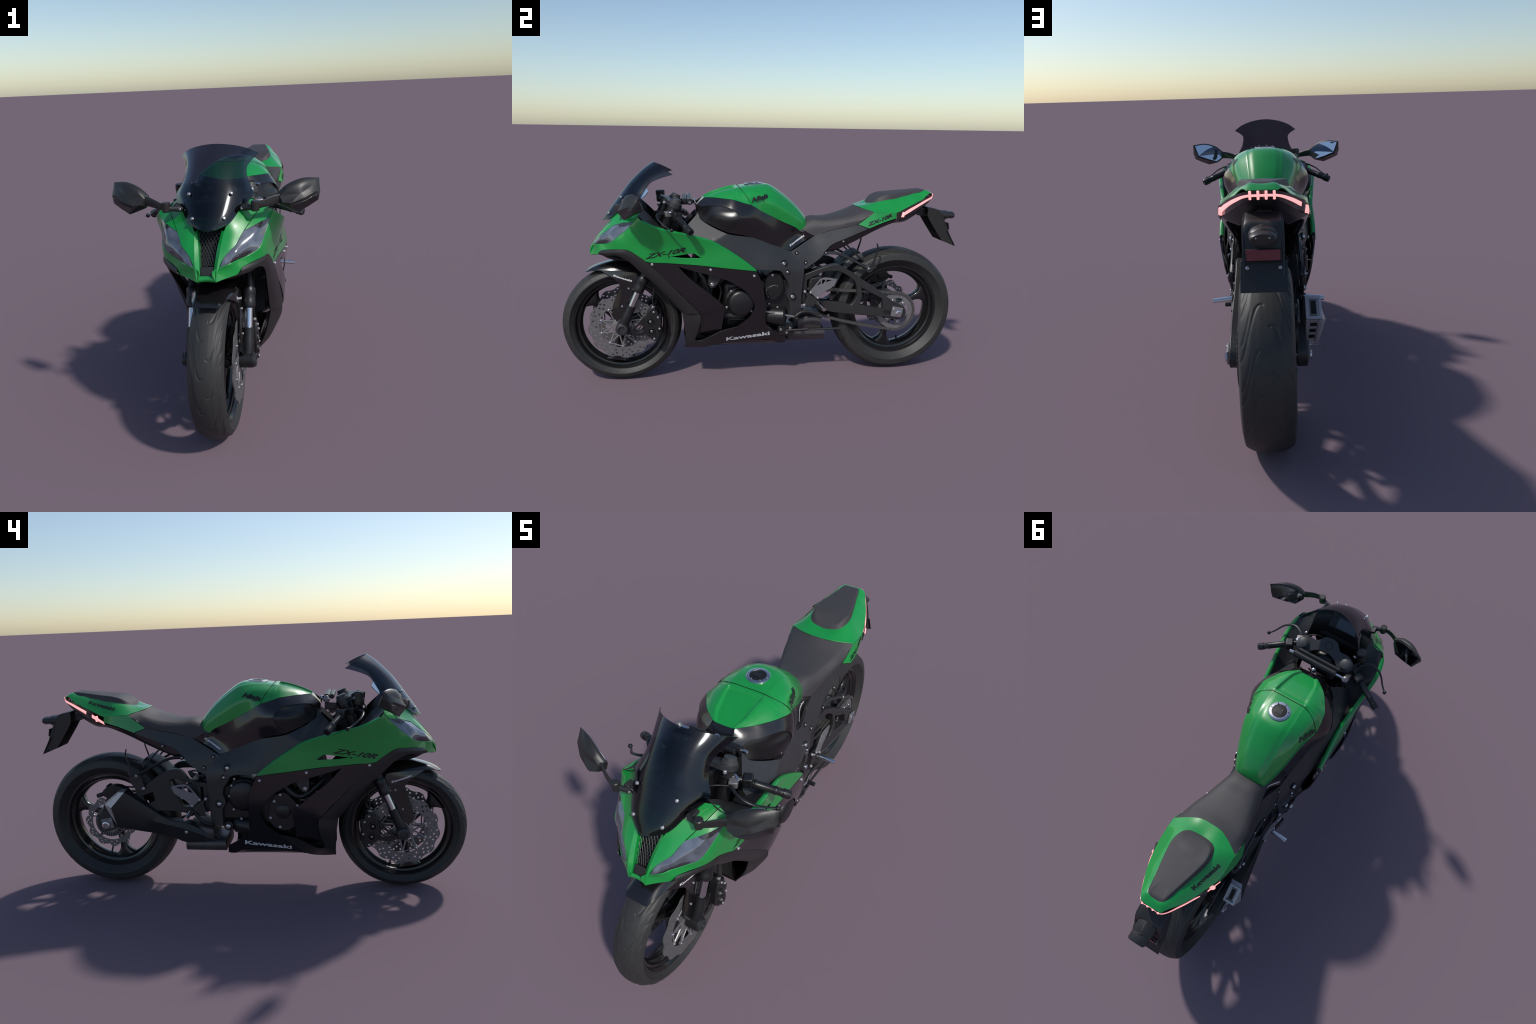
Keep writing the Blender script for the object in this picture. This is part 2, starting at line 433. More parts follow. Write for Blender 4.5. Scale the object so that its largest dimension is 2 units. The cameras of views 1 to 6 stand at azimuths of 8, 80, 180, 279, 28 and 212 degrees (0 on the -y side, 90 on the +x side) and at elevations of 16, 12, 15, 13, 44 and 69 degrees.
def wheel(c, R, half_tyre, hw, xin, spokes, hub_r, hub_w):
    """black cast wheel: stepped rim, three flared spokes, hub, tyre"""
    ax = (1, 0, 0); o = (0, c[0], c[1])
    prof = [(hw, .226), (hw, .236), (hw - .005, .2395), (hw - .010, .234), (hw - .014, .222), (hw - .022, .214), (hw - .026, .208), (xin + .008, .2045), (0, .203)]
    inner = [(hw, .226), (hw - .006, .2225), (hw - .009, .219), (hw - .016, .217), (hw - .019, .211), ((hw + xin) / 2, .2075), (xin + .009, .2045), (xin + .004, .199), (xin, .1955), (0, .1935)]
    prof = [(-x, r) for x, r in prof] + prof[::-1][1:] + inner[1:] + [(-x, r) for x, r in inner[::-1][1:]]
    V, F = turned_mesh(o, ax, prof, 128); F = F[:-2]
    rim = add("wheel", V, F, RIM, None, 40)
    V, F = tyre_mesh(c, half_tyre); add("tyre", V, F, RUBBER, rim, 60)
    for k in range(3):
        a = math.radians(spokes + 120 * k)
        rows = []
        for r, w, t in ((hub_r * .7, .030, .030), (hub_r + .012, .022, .026), (.085, .017, .021), (.125, .0165, .020), (.155, .020, .021), (.176, .032, .023), (.1965, .060, .024)):
            loop = []
            for q in np.linspace(0, 2 * np.pi, 12, endpoint=False):
                cx = abs(math.cos(q)) ** .6 * math.copysign(1, math.cos(q)) * w
                tx = abs(math.sin(q)) ** .6 * math.copysign(1, math.sin(q)) * t
                rr = math.sqrt(max(r * r - (cx * .55) ** 2, 0)) if r > .16 else r
                loop.append((tx, c[0] + rr * math.cos(a) - cx * math.sin(a), c[1] + rr * math.sin(a) + cx * math.cos(a)))
            rows.append(loop)
        loft("spoke", rows, RIM, 2, 3, wrap=True, parent=rim)
    turned("hub", (-hub_w, c[0], c[1]), ax, [(0, hub_r * .62), (.004, hub_r * .7), (.012, hub_r), (2 * hub_w - .012, hub_r), (2 * hub_w - .004, hub_r * .7), (2 * hub_w, hub_r * .62)], RIM, 32, rim)
    a = math.radians(285)
    rod("valve", (0.012, c[0] + .196 * math.cos(a), c[1] + .196 * math.sin(a)), (0.016, c[0] + .168 * math.cos(a), c[1] + .168 * math.sin(a)), .0042, DARK, 10, parent=rim)
    return rim

FW = (-0.709, 0.2905); RW = (0.676, 0.3225)
front = wheel(FW, .29, [(.042, .228), (.0485, .233), (.056, .243), (.0640, .251), (.0640, .255), (.054, .273), (.032, .2855), (.012, .2895), (0, .290)], .046, .008, 20, .034, .050)
rear = wheel(RW, .328, [(.055, .233), (.0625, .241), (.075, .255), (.0870, .267), (.0885, .270), (.0805, .302), (.050, .3175), (.020, .3215), (0, .322)], .060, .020, 20, .042, .060)

def petal_disc(name, c, x, ro, ri, petals, parent, holes_per, thick=.0045, phase=0.0, amp=.0062, mat=None, hr=.0047):
    th = np.linspace(0, 2 * np.pi, petals * 14, endpoint=False)
    rr = ro - amp + amp * np.cos(petals * (th - phase)) * (1 - .25 * np.cos(2 * petals * (th - phase)))
    outer = np.c_[c[0] + rr * np.cos(th), c[1] + rr * np.sin(th)]
    ti = np.linspace(0, 2 * np.pi, 96, endpoint=False)
    ring = np.c_[c[0] + ri * np.cos(ti), c[1] + ri * np.sin(ti)]
    H = [ring]
    for p in range(petals):
        for fr, dth in holes_per:
            a = phase + (p + dth) * 2 * np.pi / petals; r = ri + (ro - ri) * fr
            q = np.linspace(0, 2 * np.pi, 8, endpoint=False)
            H.append(np.c_[c[0] + r * np.cos(a) + hr * np.cos(q), c[1] + r * np.sin(a) + hr * np.sin(q)])
    V, T = fill(outer, H, .02, False)
    P = np.c_[np.full(len(V), x), V]
    W, F = shell(P, T, thick, (1, 0, 0))
    return add(name, W, F, mat or DISC, parent, 30)

HOLES = [(.26, -.20), (.30, .28), (.52, .02), (.56, .40), (.78, .18), (.74, -.22)]
for s in (1, -1):
    d = petal_disc("brake_disc", FW, s * .0765 + .00225, .164, .108, 12, front, HOLES, phase=.1)
    arms = []; n = 10
    for k in range(n):
        a0 = 2 * np.pi * (k + .5) / n
        tip = np.array([s * .0765, FW[0] + .103 * np.cos(a0), FW[1] + .103 * np.sin(a0)])
        for da in (-.30, .30):
            b = np.array([s * .074, FW[0] + .046 * np.cos(a0 + da), FW[1] + .046 * np.sin(a0 + da)])
            arms.append(tube_mesh([b, tip], .0042, 6, 0))
        if k % 2 == 0:
            a1 = a0 + 2 * np.pi / n
            arms.append(tube_mesh([tip, np.array([s * .0765, FW[0] + .103 * np.cos(a1), FW[1] + .103 * np.sin(a1)])], .0035, 6, 0))
        arms.append(turned_mesh((s * .0725, *tip[1:]), (s, 0, 0), [(0, .009), (.006, .009), (.007, .006)], 12))
        bolt((s * .080, tip[1], tip[2]), (s, 0, 0), .0055, d, BOLT_CHROME, name="rivet")
    arms.append(turned_mesh((s * .060, *FW), (s, 0, 0), [(0, .044), (.016, .048), (.018, .044)], 32))
    V, F = merge(arms); add("disc_carrier", V, F, STEEL, d, 40)
rd = petal_disc("brake_disc", RW, -.0835, .128, .092, 11, rear, [(.28, -.2), (.34, .25), (.62, .05), (.66, .42), (.80, -.1)], phase=.05, hr=.0040, amp=.0065)
for k in range(5):
    a = 2 * np.pi * k / 5 + .35
    tube("disc_carrier", [(-.086, RW[0] + .05 * math.cos(a), RW[1] + .05 * math.sin(a)), (-.086, RW[0] + .096 * math.cos(a), RW[1] + .096 * math.sin(a))], [.020, .010], DISC, 8, 0, rd, squash=.25)
    bolt((-.088, RW[0] + .088 * math.cos(a), RW[1] + .088 * math.sin(a)), (-1, 0, 0), .0065, rd)
# toothed speed-sensor ring
tr = []
turned("sensor_ring", (-.090, *RW), (-1, 0, 0), [(0, .074), (.003, .074), (.003, .040), (.010, .036)], STEEL, 48, rd)
for k in range(36):
    a = 2 * np.pi * k / 36
    tr.append(box_mesh((-.0935, RW[0] + .063 * math.cos(a), RW[1] + .063 * math.sin(a)), (.003, .018, .0045), ("X", a)))
V, F = merge(tr); add("sensor_slots", V, F, PITCH, rd, kind="stuff")

# ------------------------------------------------------------------ fork, fender, calipers
slope = 0.4388
def fork_at(z):
    return np.array([.1085, -.665 + slope * (z - .387), z])
for s in (1, -1):
    m = np.array([s, 1, 1])
    P0 = fork_at(.545) * m; D = (fork_at(.9) - fork_at(.545)) * m; D /= np.linalg.norm(D)
    leg = turned("fork_leg", fork_at(.300) * m, D, [(0, .020), (.01, .0225), (.06, .0225), (.085, .0210), (.108, .0215), (.110, .017)], DARK, 28)
    turned("fork_slider", fork_at(.395) * m, D, [(0, .0162), (.115, .0162)], CHROME, 28, leg)
    turned("fork_tube", fork_at(.468) * m, D, [(0, .019), (.004, .0245), (.012, .0262), (.026, .0262), (.030, .0250), (.052, .0250), (.056, .0262), (.074, .0262), (.080, .0225), (.088, .0205), (.20, .0205), (.24, .0235), (.36, .0235), (.455, .0235), (.472, .0235)], DARK, 32, leg)
    # cap and adjuster above the clamp
    turned("fork_cap", fork_at(.888) * m, D, [(0, .029), (.009, .029), (.011, .0265), (.016, .0260), (.018, .0225), (.027, .0220), (.029, .0195)], CAPM, 32, leg)
    rod("axle_clamp", (s * .060, FW[0] + .002, FW[1]), (s * .132, FW[0] + .002, FW[1]), .030, DARK, 32, .12, leg)
    turned("axle_end", (s * .130, FW[0] + .002, FW[1]), (s, 0, 0), [(0, .026), (.009, .026), (.011, .023), (.011, .017), (.004, .016), (.004, .008)], FRAME, 32, leg)
    for q in (.088, .104):
        bolt((s * q, FW[0] - .012, FW[1] - .030), (0, -.5, -1), .0052, leg)
    # caliper: bridge body, two bores, bracket, banjo
    cal = [(-.594, .352), (-.570, .392), (-.545, .388), (-.532, .352), (-.520, .330), (-.520, .305), (-.534, .288), (-.528, .262), (-.533, .238), (-.552, .220), (-.570, .240), (-.596, .262), (-.604, .300)]
    cb = slab("brake_caliper", [(a, b) for a, b in cal], .092, .130, DARK, bevel=.004, parent=leg)
    slab("caliper_body", [(a, b) for a, b in cal], .052, .074, DARK, bevel=.003, parent=cb)
    box("caliper_bridge", (.085, -.532, .305), (.07, .026, .105), DARK, parent=cb, bevel=.005)
    for yy, zz in ((-.573, .325), (-.568, .276)):
        turned("caliper_bore", (.129, yy, zz), (1, 0, 0), [(0, .020), (.006, .0185), (.006, .013), (.001, .011)], DARK, 24, cb)
        bolt((.130, yy, zz), (1, 0, 0), .0075, cb, BOLT_DARK)
    for yy, zz in ((-.536, .345), (-.530, .288), (-.556, .238), (-.556, .372)):
        bolt((.131, yy, zz), (1, 0, 0), .0055, cb)
    slab("caliper_bracket", [(-.70, .262, 1), (-.64, .300), (-.60, .345), (-.585, .330), (-.590, .270), (-.60, .252), (-.65, .248)], .094, .108, DARK, parent=cb, holes=[[(-.655, .272), (-.615, .305), (-.61, .270)]])
    tube("brake_hose", [(.118, -.555, .395), (.118, -.560, .43), (.112, -.545, .50), (.10, -.50, .60)], .0042, PITCH, 8, parent=cb)
    bolt((.118, -.557, .395), (0, .3, 1), .009, cb, BOLT_DARK, name="banjo_fitting")
    if s < 0:
        for o in [cb] + list(cb.children):
            for v in o.data.vertices if o.data.users == 1 else []:
                v.co.x *= -1
            if o.data.users == 1:
                o.data.flip_normals()
            else:
                o.matrix_basis = Matrix.Diagonal((-1, 1, 1, 1)) @ o.matrix_basis

# fender hugging the tyre
rows = []
for deg, hwid, rr, drop in ((121.5, .044, .3165, .002), (118.5, .052, .3170, .006), (114, .059, .317, .014), (107, .068, .3165, .026), (98, .078, .3170, .036), (88, .084, .3175, .042), (76, .085, .3175, .042), (64, .083, .317, .040), (50, .078, .315, .036), (36, .070, .313, .030), (24, .062, .311, .024)):
    a = math.radians(deg)
    row = []
    for f, q in ((0, 0), (.45, .05), (.68, .22), (.88, .62), (1.0, 1.0)):
        r = rr - drop * q
        row.append((hwid * f, FW[0] + r * math.cos(a), FW[1] + r * math.sin(a)))
    rows.append(row)
fender = loft("fender", rows, GLOSS, 4, 4, half=True, thick=.003, side=(0, 0, 1), bevel=.001)
stay = [(-.800, .566, 1), (-.740, .532), (-.718, .507), (-.713, .487), (-.732, .443), (-.752, .382), (-.748, .349), (-.732, .320, 1), (-.701, .348, 1), (-.667, .441), (-.645, .497), (-.628, .545), (-.655, .562), (-.739, .572)]
fst = Rbf([(-.80, .566, .060), (-.74, .546, .083), (-.657, .518, .0865), (-.713, .487, .088), (-.75, .36, .095), (-.70, .35, .096), (-.667, .441, .090), (-.628, .55, .083), (-.70, .572, .080)])
panel("fender_stay", stay, fst, GLOSS, .004, step=.01, parent=fender, mirror=True)
panel("reflector", [(-.715, .478, 1), (-.705, .478, 1), (-.722, .390, 1), (-.745, .390, 1), (-.740, .42)], lambda a, b: fst(a, b) + .0015, BRASS, .003, step=.012, parent=fender, mirror=True)
for s in (1, -1):
    for yy, zz in ((-.672, .482), (-.705, .395)):
        bolt((s * (float(fst(yy, zz)[0]) + .001), yy, zz), (s, 0, 0), .0048, fender)
lettering("lettering", "Kawasaki", .0125, on_side(fst, (-.742, .5435), (-.657, .5145)), WHITE, parent=fender, weight=.0006)
lettering("lettering", "Kawasaki", .0125, on_side(fst, (-.657, .5145), (-.742, .5435), -1), WHITE, parent=fender, weight=.0006)

# ------------------------------------------------------------------ fairing side surface
HL_LOW = [(.044, -.835, .689), (.068, -.829, .697), (.100, -.794, .705), (.136, -.759, .713), (.170, -.733, .729), (.184, -.703, .755), (.190, -.678, .774), (.198, -.655, .798), (.204, -.633, .821)]
HL_UP = [(.060, -.815, .722), (.080, -.795, .742), (.097, -.777, .755), (.108, -.752, .776), (.120, -.729, .795), (.144, -.709, .803), (.180, -.672, .816)]
side_pts = [(-.85, .641, .034), (-.803, .654, .10), (-.79, .677, .113), (-.597, .826, .229), (-.614, .845, .213), (-.525, .795, .246), (-.445, .775, .241),
            (-.335, .745, .229), (-.221, .692, .2165), (-.07, .583, .219), (-.555, .624, .206), (-.40, .62, .2165), (-.22, .407, .208), (-.341, .365, .210), (-.45, .705, .221), (-.55, .72, .217), (-.62, .725, .203), (-.35, .69, .220), (-.25, .63, .2200),
            (-.022, .395, .187), (-.02, .317, .158), (.08, .20, .125), (-.27, .19, .112), (-.408, .18, .10), (-.20, .50, .215), (-.05, .50, .208)]
side_pts += [(y, z, x) for x, y, z in HL_LOW]
FS = Rbf(side_pts, 1e-5)

G_BOT = [(-.801, .655, 1), (-.787, .677, 1), (-.727, .690), (-.674, .692), (-.645, .681), (-.616, .660), (-.582, .636), (-.485, .629), (-.336, .616), (-.183, .595), (-.072, .582, 1)]
G_TOP = [(-.107, .612), (-.168, .657), (-.222, .692), (-.282, .727), (-.335, .745), (-.445, .775), (-.525, .796), (-.596, .827, 1), (-.613, .844, 1)]
G_HL = [(y, z) for x, y, z in HL_LOW[::-1]]
G_HL[0] = (*G_HL[0], 1)
slot = [(-.471, .659, 1), (-.407, .669), (-.384, .673), (-.361, .672), (-.349, .664), (-.332, .652, 1), (-.402, .653)]
fair, fair2 = panel("fairing_panel", G_BOT + G_TOP + G_HL + [(-.849, .680), (-.850, .642, 1)], FS, GREEN, .004, holes=[slot], step=.011, mirror=True, bevel=.0015)
# rolled upper flange of the green panel
def top_edge(p):
    y, z = p[:2]; return np.array([float(FS(y, z)[0]), y, z])
edge = [top_edge(p) for p in G_TOP[::-1][1:]] + [top_edge((-.072, .582))]
loft("fairing_flange", [[e for e in edge], [e + [-.006, 0, .0055] for e in edge], [e + [-.016, .001, .005] for e in edge], [e + [-.022, .001, -.003] for e in edge]], GREEN, 4, 3, thick=.002, side=(0, 0, 1), mirror=fair2, parent=fair)
# vent floor behind the slot
for f, s in ((fair, 1), (fair2, -1)):
    lettering("lettering", "ZX-10R", .030, on_side(FS, (-.588, .649), (-.398, .684), 1) if s > 0 else on_side(FS, (-.398, .682), (-.588, .650), -1), BLACKP, .6, f, weight=.0008)

# black lower fairing (belly side, arm over the engine window and diagonal)
ARC = [(-.154, .294), (-.103, .338), (-.076, .389), (-.078, .421), (-.097, .452), (-.125, .487), (-.169, .517), (-.219, .545), (-.288, .569), (-.404, .602), (-.438, .614, 1)]
BELLY = [(-.582, .6345, 1), (-.485, .6275), (-.336, .6145), (-.183, .5935), (-.071, .580, 1), (-.048, .534), (-.032, .475), (-.023, .396), (-.014, .306), (-.002, .281), (.067, .236), (.088, .226, 1), (.093, .190, 1), (.063, .184), (.024, .201), (-.009, .209), (-.071, .206), (-.270, .189, 1)] + ARC + \
        [(-.386, .557), (-.311, .496), (-.258, .450), (-.220, .407, 1), (-.255, .399), (-.338, .387, 1), (-.420, .477), (-.516, .571)]
low, low2 = panel("lower_fairing", BELLY, FS, GLOSS, .005, step=.012, mirror=True, bevel=.0015)
scp = lambda a, b: FS(a, b) - .016 + .016 * np.clip((np.asarray(a) + .345) / .12, 0, 1)
panel("scoop_panel", [(-.338, .385, 1), (-.255, .398), (-.221, .405, 1), (-.234, .272, 1), (-.345, .224, 1), (-.332, .30)], scp, GLOSS, .004, step=.012, mirror=low2, parent=low)
loft("scoop_lip", [[(.2085, -.338, .386), (.2095, -.29, .393), (.2085, -.255, .398)], [(.196, -.332, .362), (.202, -.29, .378), (.2075, -.255, .397)]], GLOSS, 4, 3, thick=.002, side=(1, 0, 0), mirror=low2, parent=low)
for f, s in ((low, 1), (low2, -1)):
    for yy, zz, r in ((-.555, .624, .0085), (-.288, .596, .0085), (-.082, .560, .0085)):
        bolt((s * (float(FS(yy, zz)[0]) + .0015), yy, zz), (s, 0, .1), r * .8, f)
    lettering("lettering", "Kawasaki", .029, on_side(FS, (-.206, .2105), (.011, .2345)) if s > 0 else on_side(FS, (.011, .2345), (-.206, .2105), -1), WHITE, 0, f, weight=.0009)

# satin trim running from the nose down to the duct
IC = [(.100, -.803, .654), (.136, -.760, .652), (.168, -.718, .660), (.180, -.662, .634), (.179, -.606, .578), (.174, -.533, .508), (.168, -.421, .374)]
OC = [(y, z) for y, z in ((-.789, .677), (-.727, .690), (-.674, .692), (-.630, .672), (-.582, .636), (-.500, .556), (-.339, .384))]
OC = [(float(FS(y, z)[0]) + .001, y, z) for y, z in OC]
rows = []
for (a, b) in zip(crom(IC, 3), crom(OC, 3)):
    mid = (a + b) / 2 + np.array([.006, -.006, -.001])
    back = a + np.array([-.012, .030, .012])
    rows.append([back, a + np.array([-.003, .006, .002]), a, mid, b])
trim, trim2 = loft("fairing_trim", rows, TRIM, 3, 1, thick=.003, side=(1, -.5, 0), mirror=True, smooth_u=False)
TR = Rbf([(-.421, .374, .168), (-.408, .266, .140), (-.408, .176, .092), (-.338, .384, .2105), (-.338, .342, .208), (-.362, .229, .150), (-.34, .223, .150), (-.234, .276, .168), (-.154, .294, .165), (-.27, .189, .116), (-.33, .178, .105)], 1e-5)
panel("duct_trim", [(-.421, .374, 1), (-.338, .384, 1), (-.336, .342), (-.362, .229, 1), (-.340, .221), (-.234, .274), (-.155, .292, 1), (-.270, .188, 1), (-.295, .179), (-.33, .174), (-.408, .174, 1), (-.408, .266)], TR, TRIM, .004, step=.011, mirror=trim2, parent=trim)
# thin returns behind the trim edge, and the deep throat between them
wall = [(.168, -.421, .374), (.140, -.408, .266), (.094, -.408, .176)]
loft("duct_wall", [wall, [(x - .003, y + .03, z + .002) for x, y, z in wall], [(x + .006, y + .15, z + .008) for x, y, z in wall]], TRIM, 4, 3, thick=.003, side=(-1, 0, 0), mirror=trim2, parent=trim)
loft("duct_floor", [[(0, -.400, .170), (.05, -.400, .170), (.082, -.402, .176)], [(0, -.385, .20), (.045, -.385, .20), (.062, -.385, .21)], [(0, -.34, .28), (.04, -.34, .28), (.05, -.34, .29)]], TRIM, 3, 3, half=True, thick=.003, side=(0, -1, 1), parent=trim)
# belly underside
loft("belly_pan", [[(0, -.405, .172), (.07, -.405, .172), (.094, -.407, .178)], [(0, -.27, .172), (.08, -.27, .174), (.110, -.27, .190)], [(0, -.07, .168), (.09, -.07, .178), (.118, -.07, .208)], [(0, .09, .168), (.09, .09, .172), (.122, .09, .192)]], GLOSS, 4, 4, half=True, thick=.003, side=(0, 0, -1), parent=low)

# ------------------------------------------------------------------ nose: hood, brows, headlamps, intake
hood3 = [(.035, -.848, .664), (.0375, -.838, .692), (.045, -.800, .745), (.053, -.752, .798), (.064, -.740, .822), (.100, -.692, .863), (.134, -.638, .892), (.174, -.607, .866), (.213, -.614, .845)]
brow3 = [(.204, -.634, .8225)] + [tuple(p) for p in HL_UP[::-1]] + [(.044, -.835, .690)]
HF = Rbf([(x, z, y) for x, y, z in hood3 + brow3 + [(.034, -.850, .645), (.075, -.770, .775), (.15, -.665, .838), (.11, -.702, .835)]], 1e-6)
seam_lo, seam_hi = (.120, .795), (.176, .862)
panel("hood", [(.035, .655, 1), (.0375, .692), (.045, .745), (.053, .798, 1), (.064, .822), (.100, .863), (.134, .892, 1), (.174, .866, 1), (.121, .7965, 1), (.108, .776), (.097, .755), (.080, .742), (.060, .722), (.044, .690), (.039, .670)], HF, GREEN, .004, step=.010, axis="y", out=-1, parent=fair, mirror=fair2, bevel=.0012)
panel("brow", [(.1225, .7955, 1), (.1755, .8655, 1), (.213, .845, 1), (.204, .8225, 1), (.180, .8165), (.144, .8035)], lambda a, b: HF(a, b) - .0015, GREEN, .004, step=.010, axis="y", out=-1, parent=fair, mirror=fair2, bevel=.0012)
# inner lip faces along the intake and lower bar
loft("hood_lip", [[(.0345, -.850, .643), (.0350, -.848, .664), (.0375, -.838, .692), (.045, -.800, .745), (.053, -.752, .798)], [(.0245, -.845, .643), (.0240, -.840, .664), (.0265, -.824, .695), (.0335, -.788, .748), (.0445, -.745, .800)], [(.0225, -.82, .643), (.022, -.815, .664), (.0245, -.795, .695), (.031, -.755, .748), (.042, -.715, .800)]], GREEN, 4, 1, thick=.002, side=(-1, -.5, 0), parent=fair, mirror=fair2, smooth_u=False)
loft("nose_bar", [[(0, -.840, .662), (.030, -.842, .662)], [(0, -.846, .652), (.033, -.849, .652)], [(0, -.840, .641), (.033, -.846, .641)], [(0, -.80, .641), (.033, -.80, .641)]], GREEN, 3, 3, half=True, thick=.003, side=(0, -1, 0), parent=fair)
# headlamps: dished lens, ground reflection along its foot modelled as a dark strip
hl = [(x, z, y) for x, y, z in HL_LOW + HL_UP]
LF = Rbf(hl + [(.140, .760, -.749), (.10, .725, -.800), (.165, .785, -.716)], 1e-6)
lens = [(.046, .690, 1)] + [(x + .001, z) for x, y, z in HL_UP] + [(.202, .820, 1)] + [(x - .001, z + .001) for x, y, z in HL_LOW[::-1][1:-1]]
lamp, lamp2 = panel("headlamp", lens, lambda a, b: LF(a, b) + .002, HLENS, .004, step=.009, axis="y", out=-1, mirror=True, bevel=0)
panel("lamp_dark_patch", [(.050, .692, 1), (.075, .704), (.105, .720), (.130, .728), (.150, .728), (.134, .7145), (.100, .707), (.068, .699)], lambda a, b: LF(a, b) + .001, HDARK, .003, step=.009, axis="y", out=-1, parent=lamp, mirror=lamp2, bevel=0)
panel("lamp_dark_patch", [(.150, .806, 1), (.180, .815), (.198, .8185, 1), (.190, .800), (.172, .796)], lambda a, b: LF(a, b) + .001, HDARK, .003, step=.009, axis="y", out=-1, parent=lamp, mirror=lamp2, bevel=0)
# intake throat and grille
loft("intake_duct", [[(0, -.815, .655), (.026, -.815, .655)], [(0, -.790, .680), (.028, -.790, .680)], [(0, -.755, .722), (.033, -.755, .722)], [(0, -.695, .810), (.046, -.695, .810)]], PITCH, 3, 3, half=True, thick=.004, side=(0, -1, 0), parent=fair)
box("intake_sill", (0, -.827, .674), (.047, .005, .034), TRIM, ("X", math.radians(-30)), parent=fair)
bars = []
def throat(u, t):                       # u -1..1 across, t 0..1 up the intake
    w = .0245 + t * .0170; y = -.815 + t * .080; z = .690 + t * .110
    return np.array([u * w, y, z])
for k in range(-6, 6):
    for sg in (1, -1):
        P = [throat(sg * u, t) for u, t in ((-1 + 2 * q, k / 6 + q * 1.0) for q in np.linspace(0, 1, 33)) if 0 <= t <= 1]
        if len(P) > 2:
            bars.append(tube_mesh(P, .0009, 5, 0))
V, F = merge(bars); add("intake_grille", V, F, FRAME, fair, kind="stuff")
loft("nose_tray", [[(0, -.815, .646), (.030, -.815, .646), (.060, -.800, .652)], [(0, -.74, .620), (.07, -.74, .620), (.125, -.74, .645)], [(0, -.60, .612), (.08, -.60, .610), (.150, -.60, .612)]], PITCH, 3, 3, half=True, thick=.003, side=(0, 0, -1), parent=fair)
loft("cowl_bridge", [[(0, -.774, .8035), (.03, -.764, .808), (.066, -.741, .8205)], [(0, -.745, .818), (.03, -.738, .822), (.080, -.715, .836)], [(0, -.70, .835), (.03, -.70, .835), (.09, -.69, .845)]], GREEN, 4, 3, half=True, thick=.003, side=(0, -1, 1), parent=fair)
box("nose_core", (0, -.63, .755), (.26, .08, .10), PITCH, bevel=.02, parent=fair)

# ------------------------------------------------------------------ screen
rows = [[(0, -.788, .806), (.006, -.7875, .806), (.011, -.787, .8065), (.016, -.786, .807)],
        [(0, -.765, .842), (.034, -.763, .836), (.056, -.755, .830), (.072, -.745, .824)],
        [(0, -.728, .893), (.050, -.722, .886), (.085, -.706, .877), (.107, -.689, .866)],
        [(0, -.690, .944), (.064, -.680, .934), (.112, -.653, .917), (.144, -.616, .901)],
        [(0, -.655, .987), (.062, -.643, .978), (.105, -.612, .962), (.124, -.588, .945)],
        [(0, -.614, 1.028), (.060, -.602, 1.020), (.098, -.577, 1.005), (.115, -.558, .988)],
        [(0, -.583, 1.055), (.062, -.569, 1.047), (.106, -.540, 1.030), (.124, -.520, 1.008)],
        [(0, -.547, 1.080), (.066, -.530, 1.072), (.118, -.495, 1.054), (.151, -.454, 1.031)]]
screen = loft("windscreen", rows, SCREEN, 6, 5, half=True, thick=.003, side=(0, -1, .5), angle=60)
for s in (1, -1):
    bolt((s * .0565, -.754, .8445), (s * .45, -.8, .55), .0062, screen)
    bolt((s * .0765, -.694, .921), (s * .45, -.75, .6), .0062, screen)

# ------------------------------------------------------------------ cockpit
cock = loft("cockpit_liner", [[(.205, -.612, .852), (.170, -.618, .868), (.142, -.618, .893)], [(.216, -.590, .832), (.180, -.585, .838), (.140, -.570, .850)], [(.226, -.525, .798), (.190, -.510, .785), (.145, -.495, .772)],
                       [(.222, -.445, .777), (.180, -.44, .755), (.128, -.43, .738)], [(.212, -.335, .745), (.185, -.335, .720), (.150, -.335, .700)], [(.200, -.222, .692), (.185, -.222, .665), (.175, -.222, .64)]], TRIM, 4, 4, thick=.003, side=(-.3, 0, 1), mirror=True)
cock = cock[0]
loft("instrument_shroud", [[(0, -.716, .893), (.07, -.700, .884), (.128, -.648, .884)], [(0, -.672, .897), (.085, -.662, .890), (.138, -.618, .890)], [(0, -.625, .836), (.088, -.615, .838), (.146, -.575, .848)], [(0, -.615, .775), (.09, -.600, .775), (.155, -.55, .79)]], TRIM, 4, 3, half=True, thick=.003, side=(0, .3, 1), parent=cock)
gt = ("X", math.radians(-44))
box("instrument_panel", (0, -.640, .868), (.146, .072, .026), DARK, gt, .006, cock)
box("display", (-.014, -.630, .8765), (.098, .050, .004), LCD, gt, .002, cock)
turned("tachometer", (.052, -.634, .874), (0, .69, .72), [(0, .020), (.006, .020), (.006, .017), (.004, .017)], DARK, 24, cock)

# triple clamp
FD = np.array([0, slope, 1]); FD /= np.linalg.norm(FD)
tilt = Matrix.Rotation(-math.atan(slope), 3, "X")
def clamp_plate(name, outline, zc, th, mat, holes=(), parent=None):
    C = contour(outline, .006); V, T = fill(C, [contour(h, .004) for h in holes], .02, False)
    P = np.c_[V, np.full(len(V), 0.0)] @ np.array(tilt).T + np.array([0, -.665 + slope * (zc - .387), zc])
    W, F = shell(P, T, th, FD)
    return add(name, W, F, mat, parent, 38, .003)
half_clamp = [(0, -.075), (.030, -.070), (.045, -.052), (.060, -.040), (.085, -.040), (.105, -.038), (.132, -.022), (.140, 0), (.132, .024), (.105, .034), (.080, .028), (.050, .004), (.020, -.008), (0, -.010)]
outline = half_clamp + [(-x, y) for x, y in half_clamp[::-1][1:-1]]
tc = clamp_plate("triple_clamp", outline, .893, .020, FRAME)
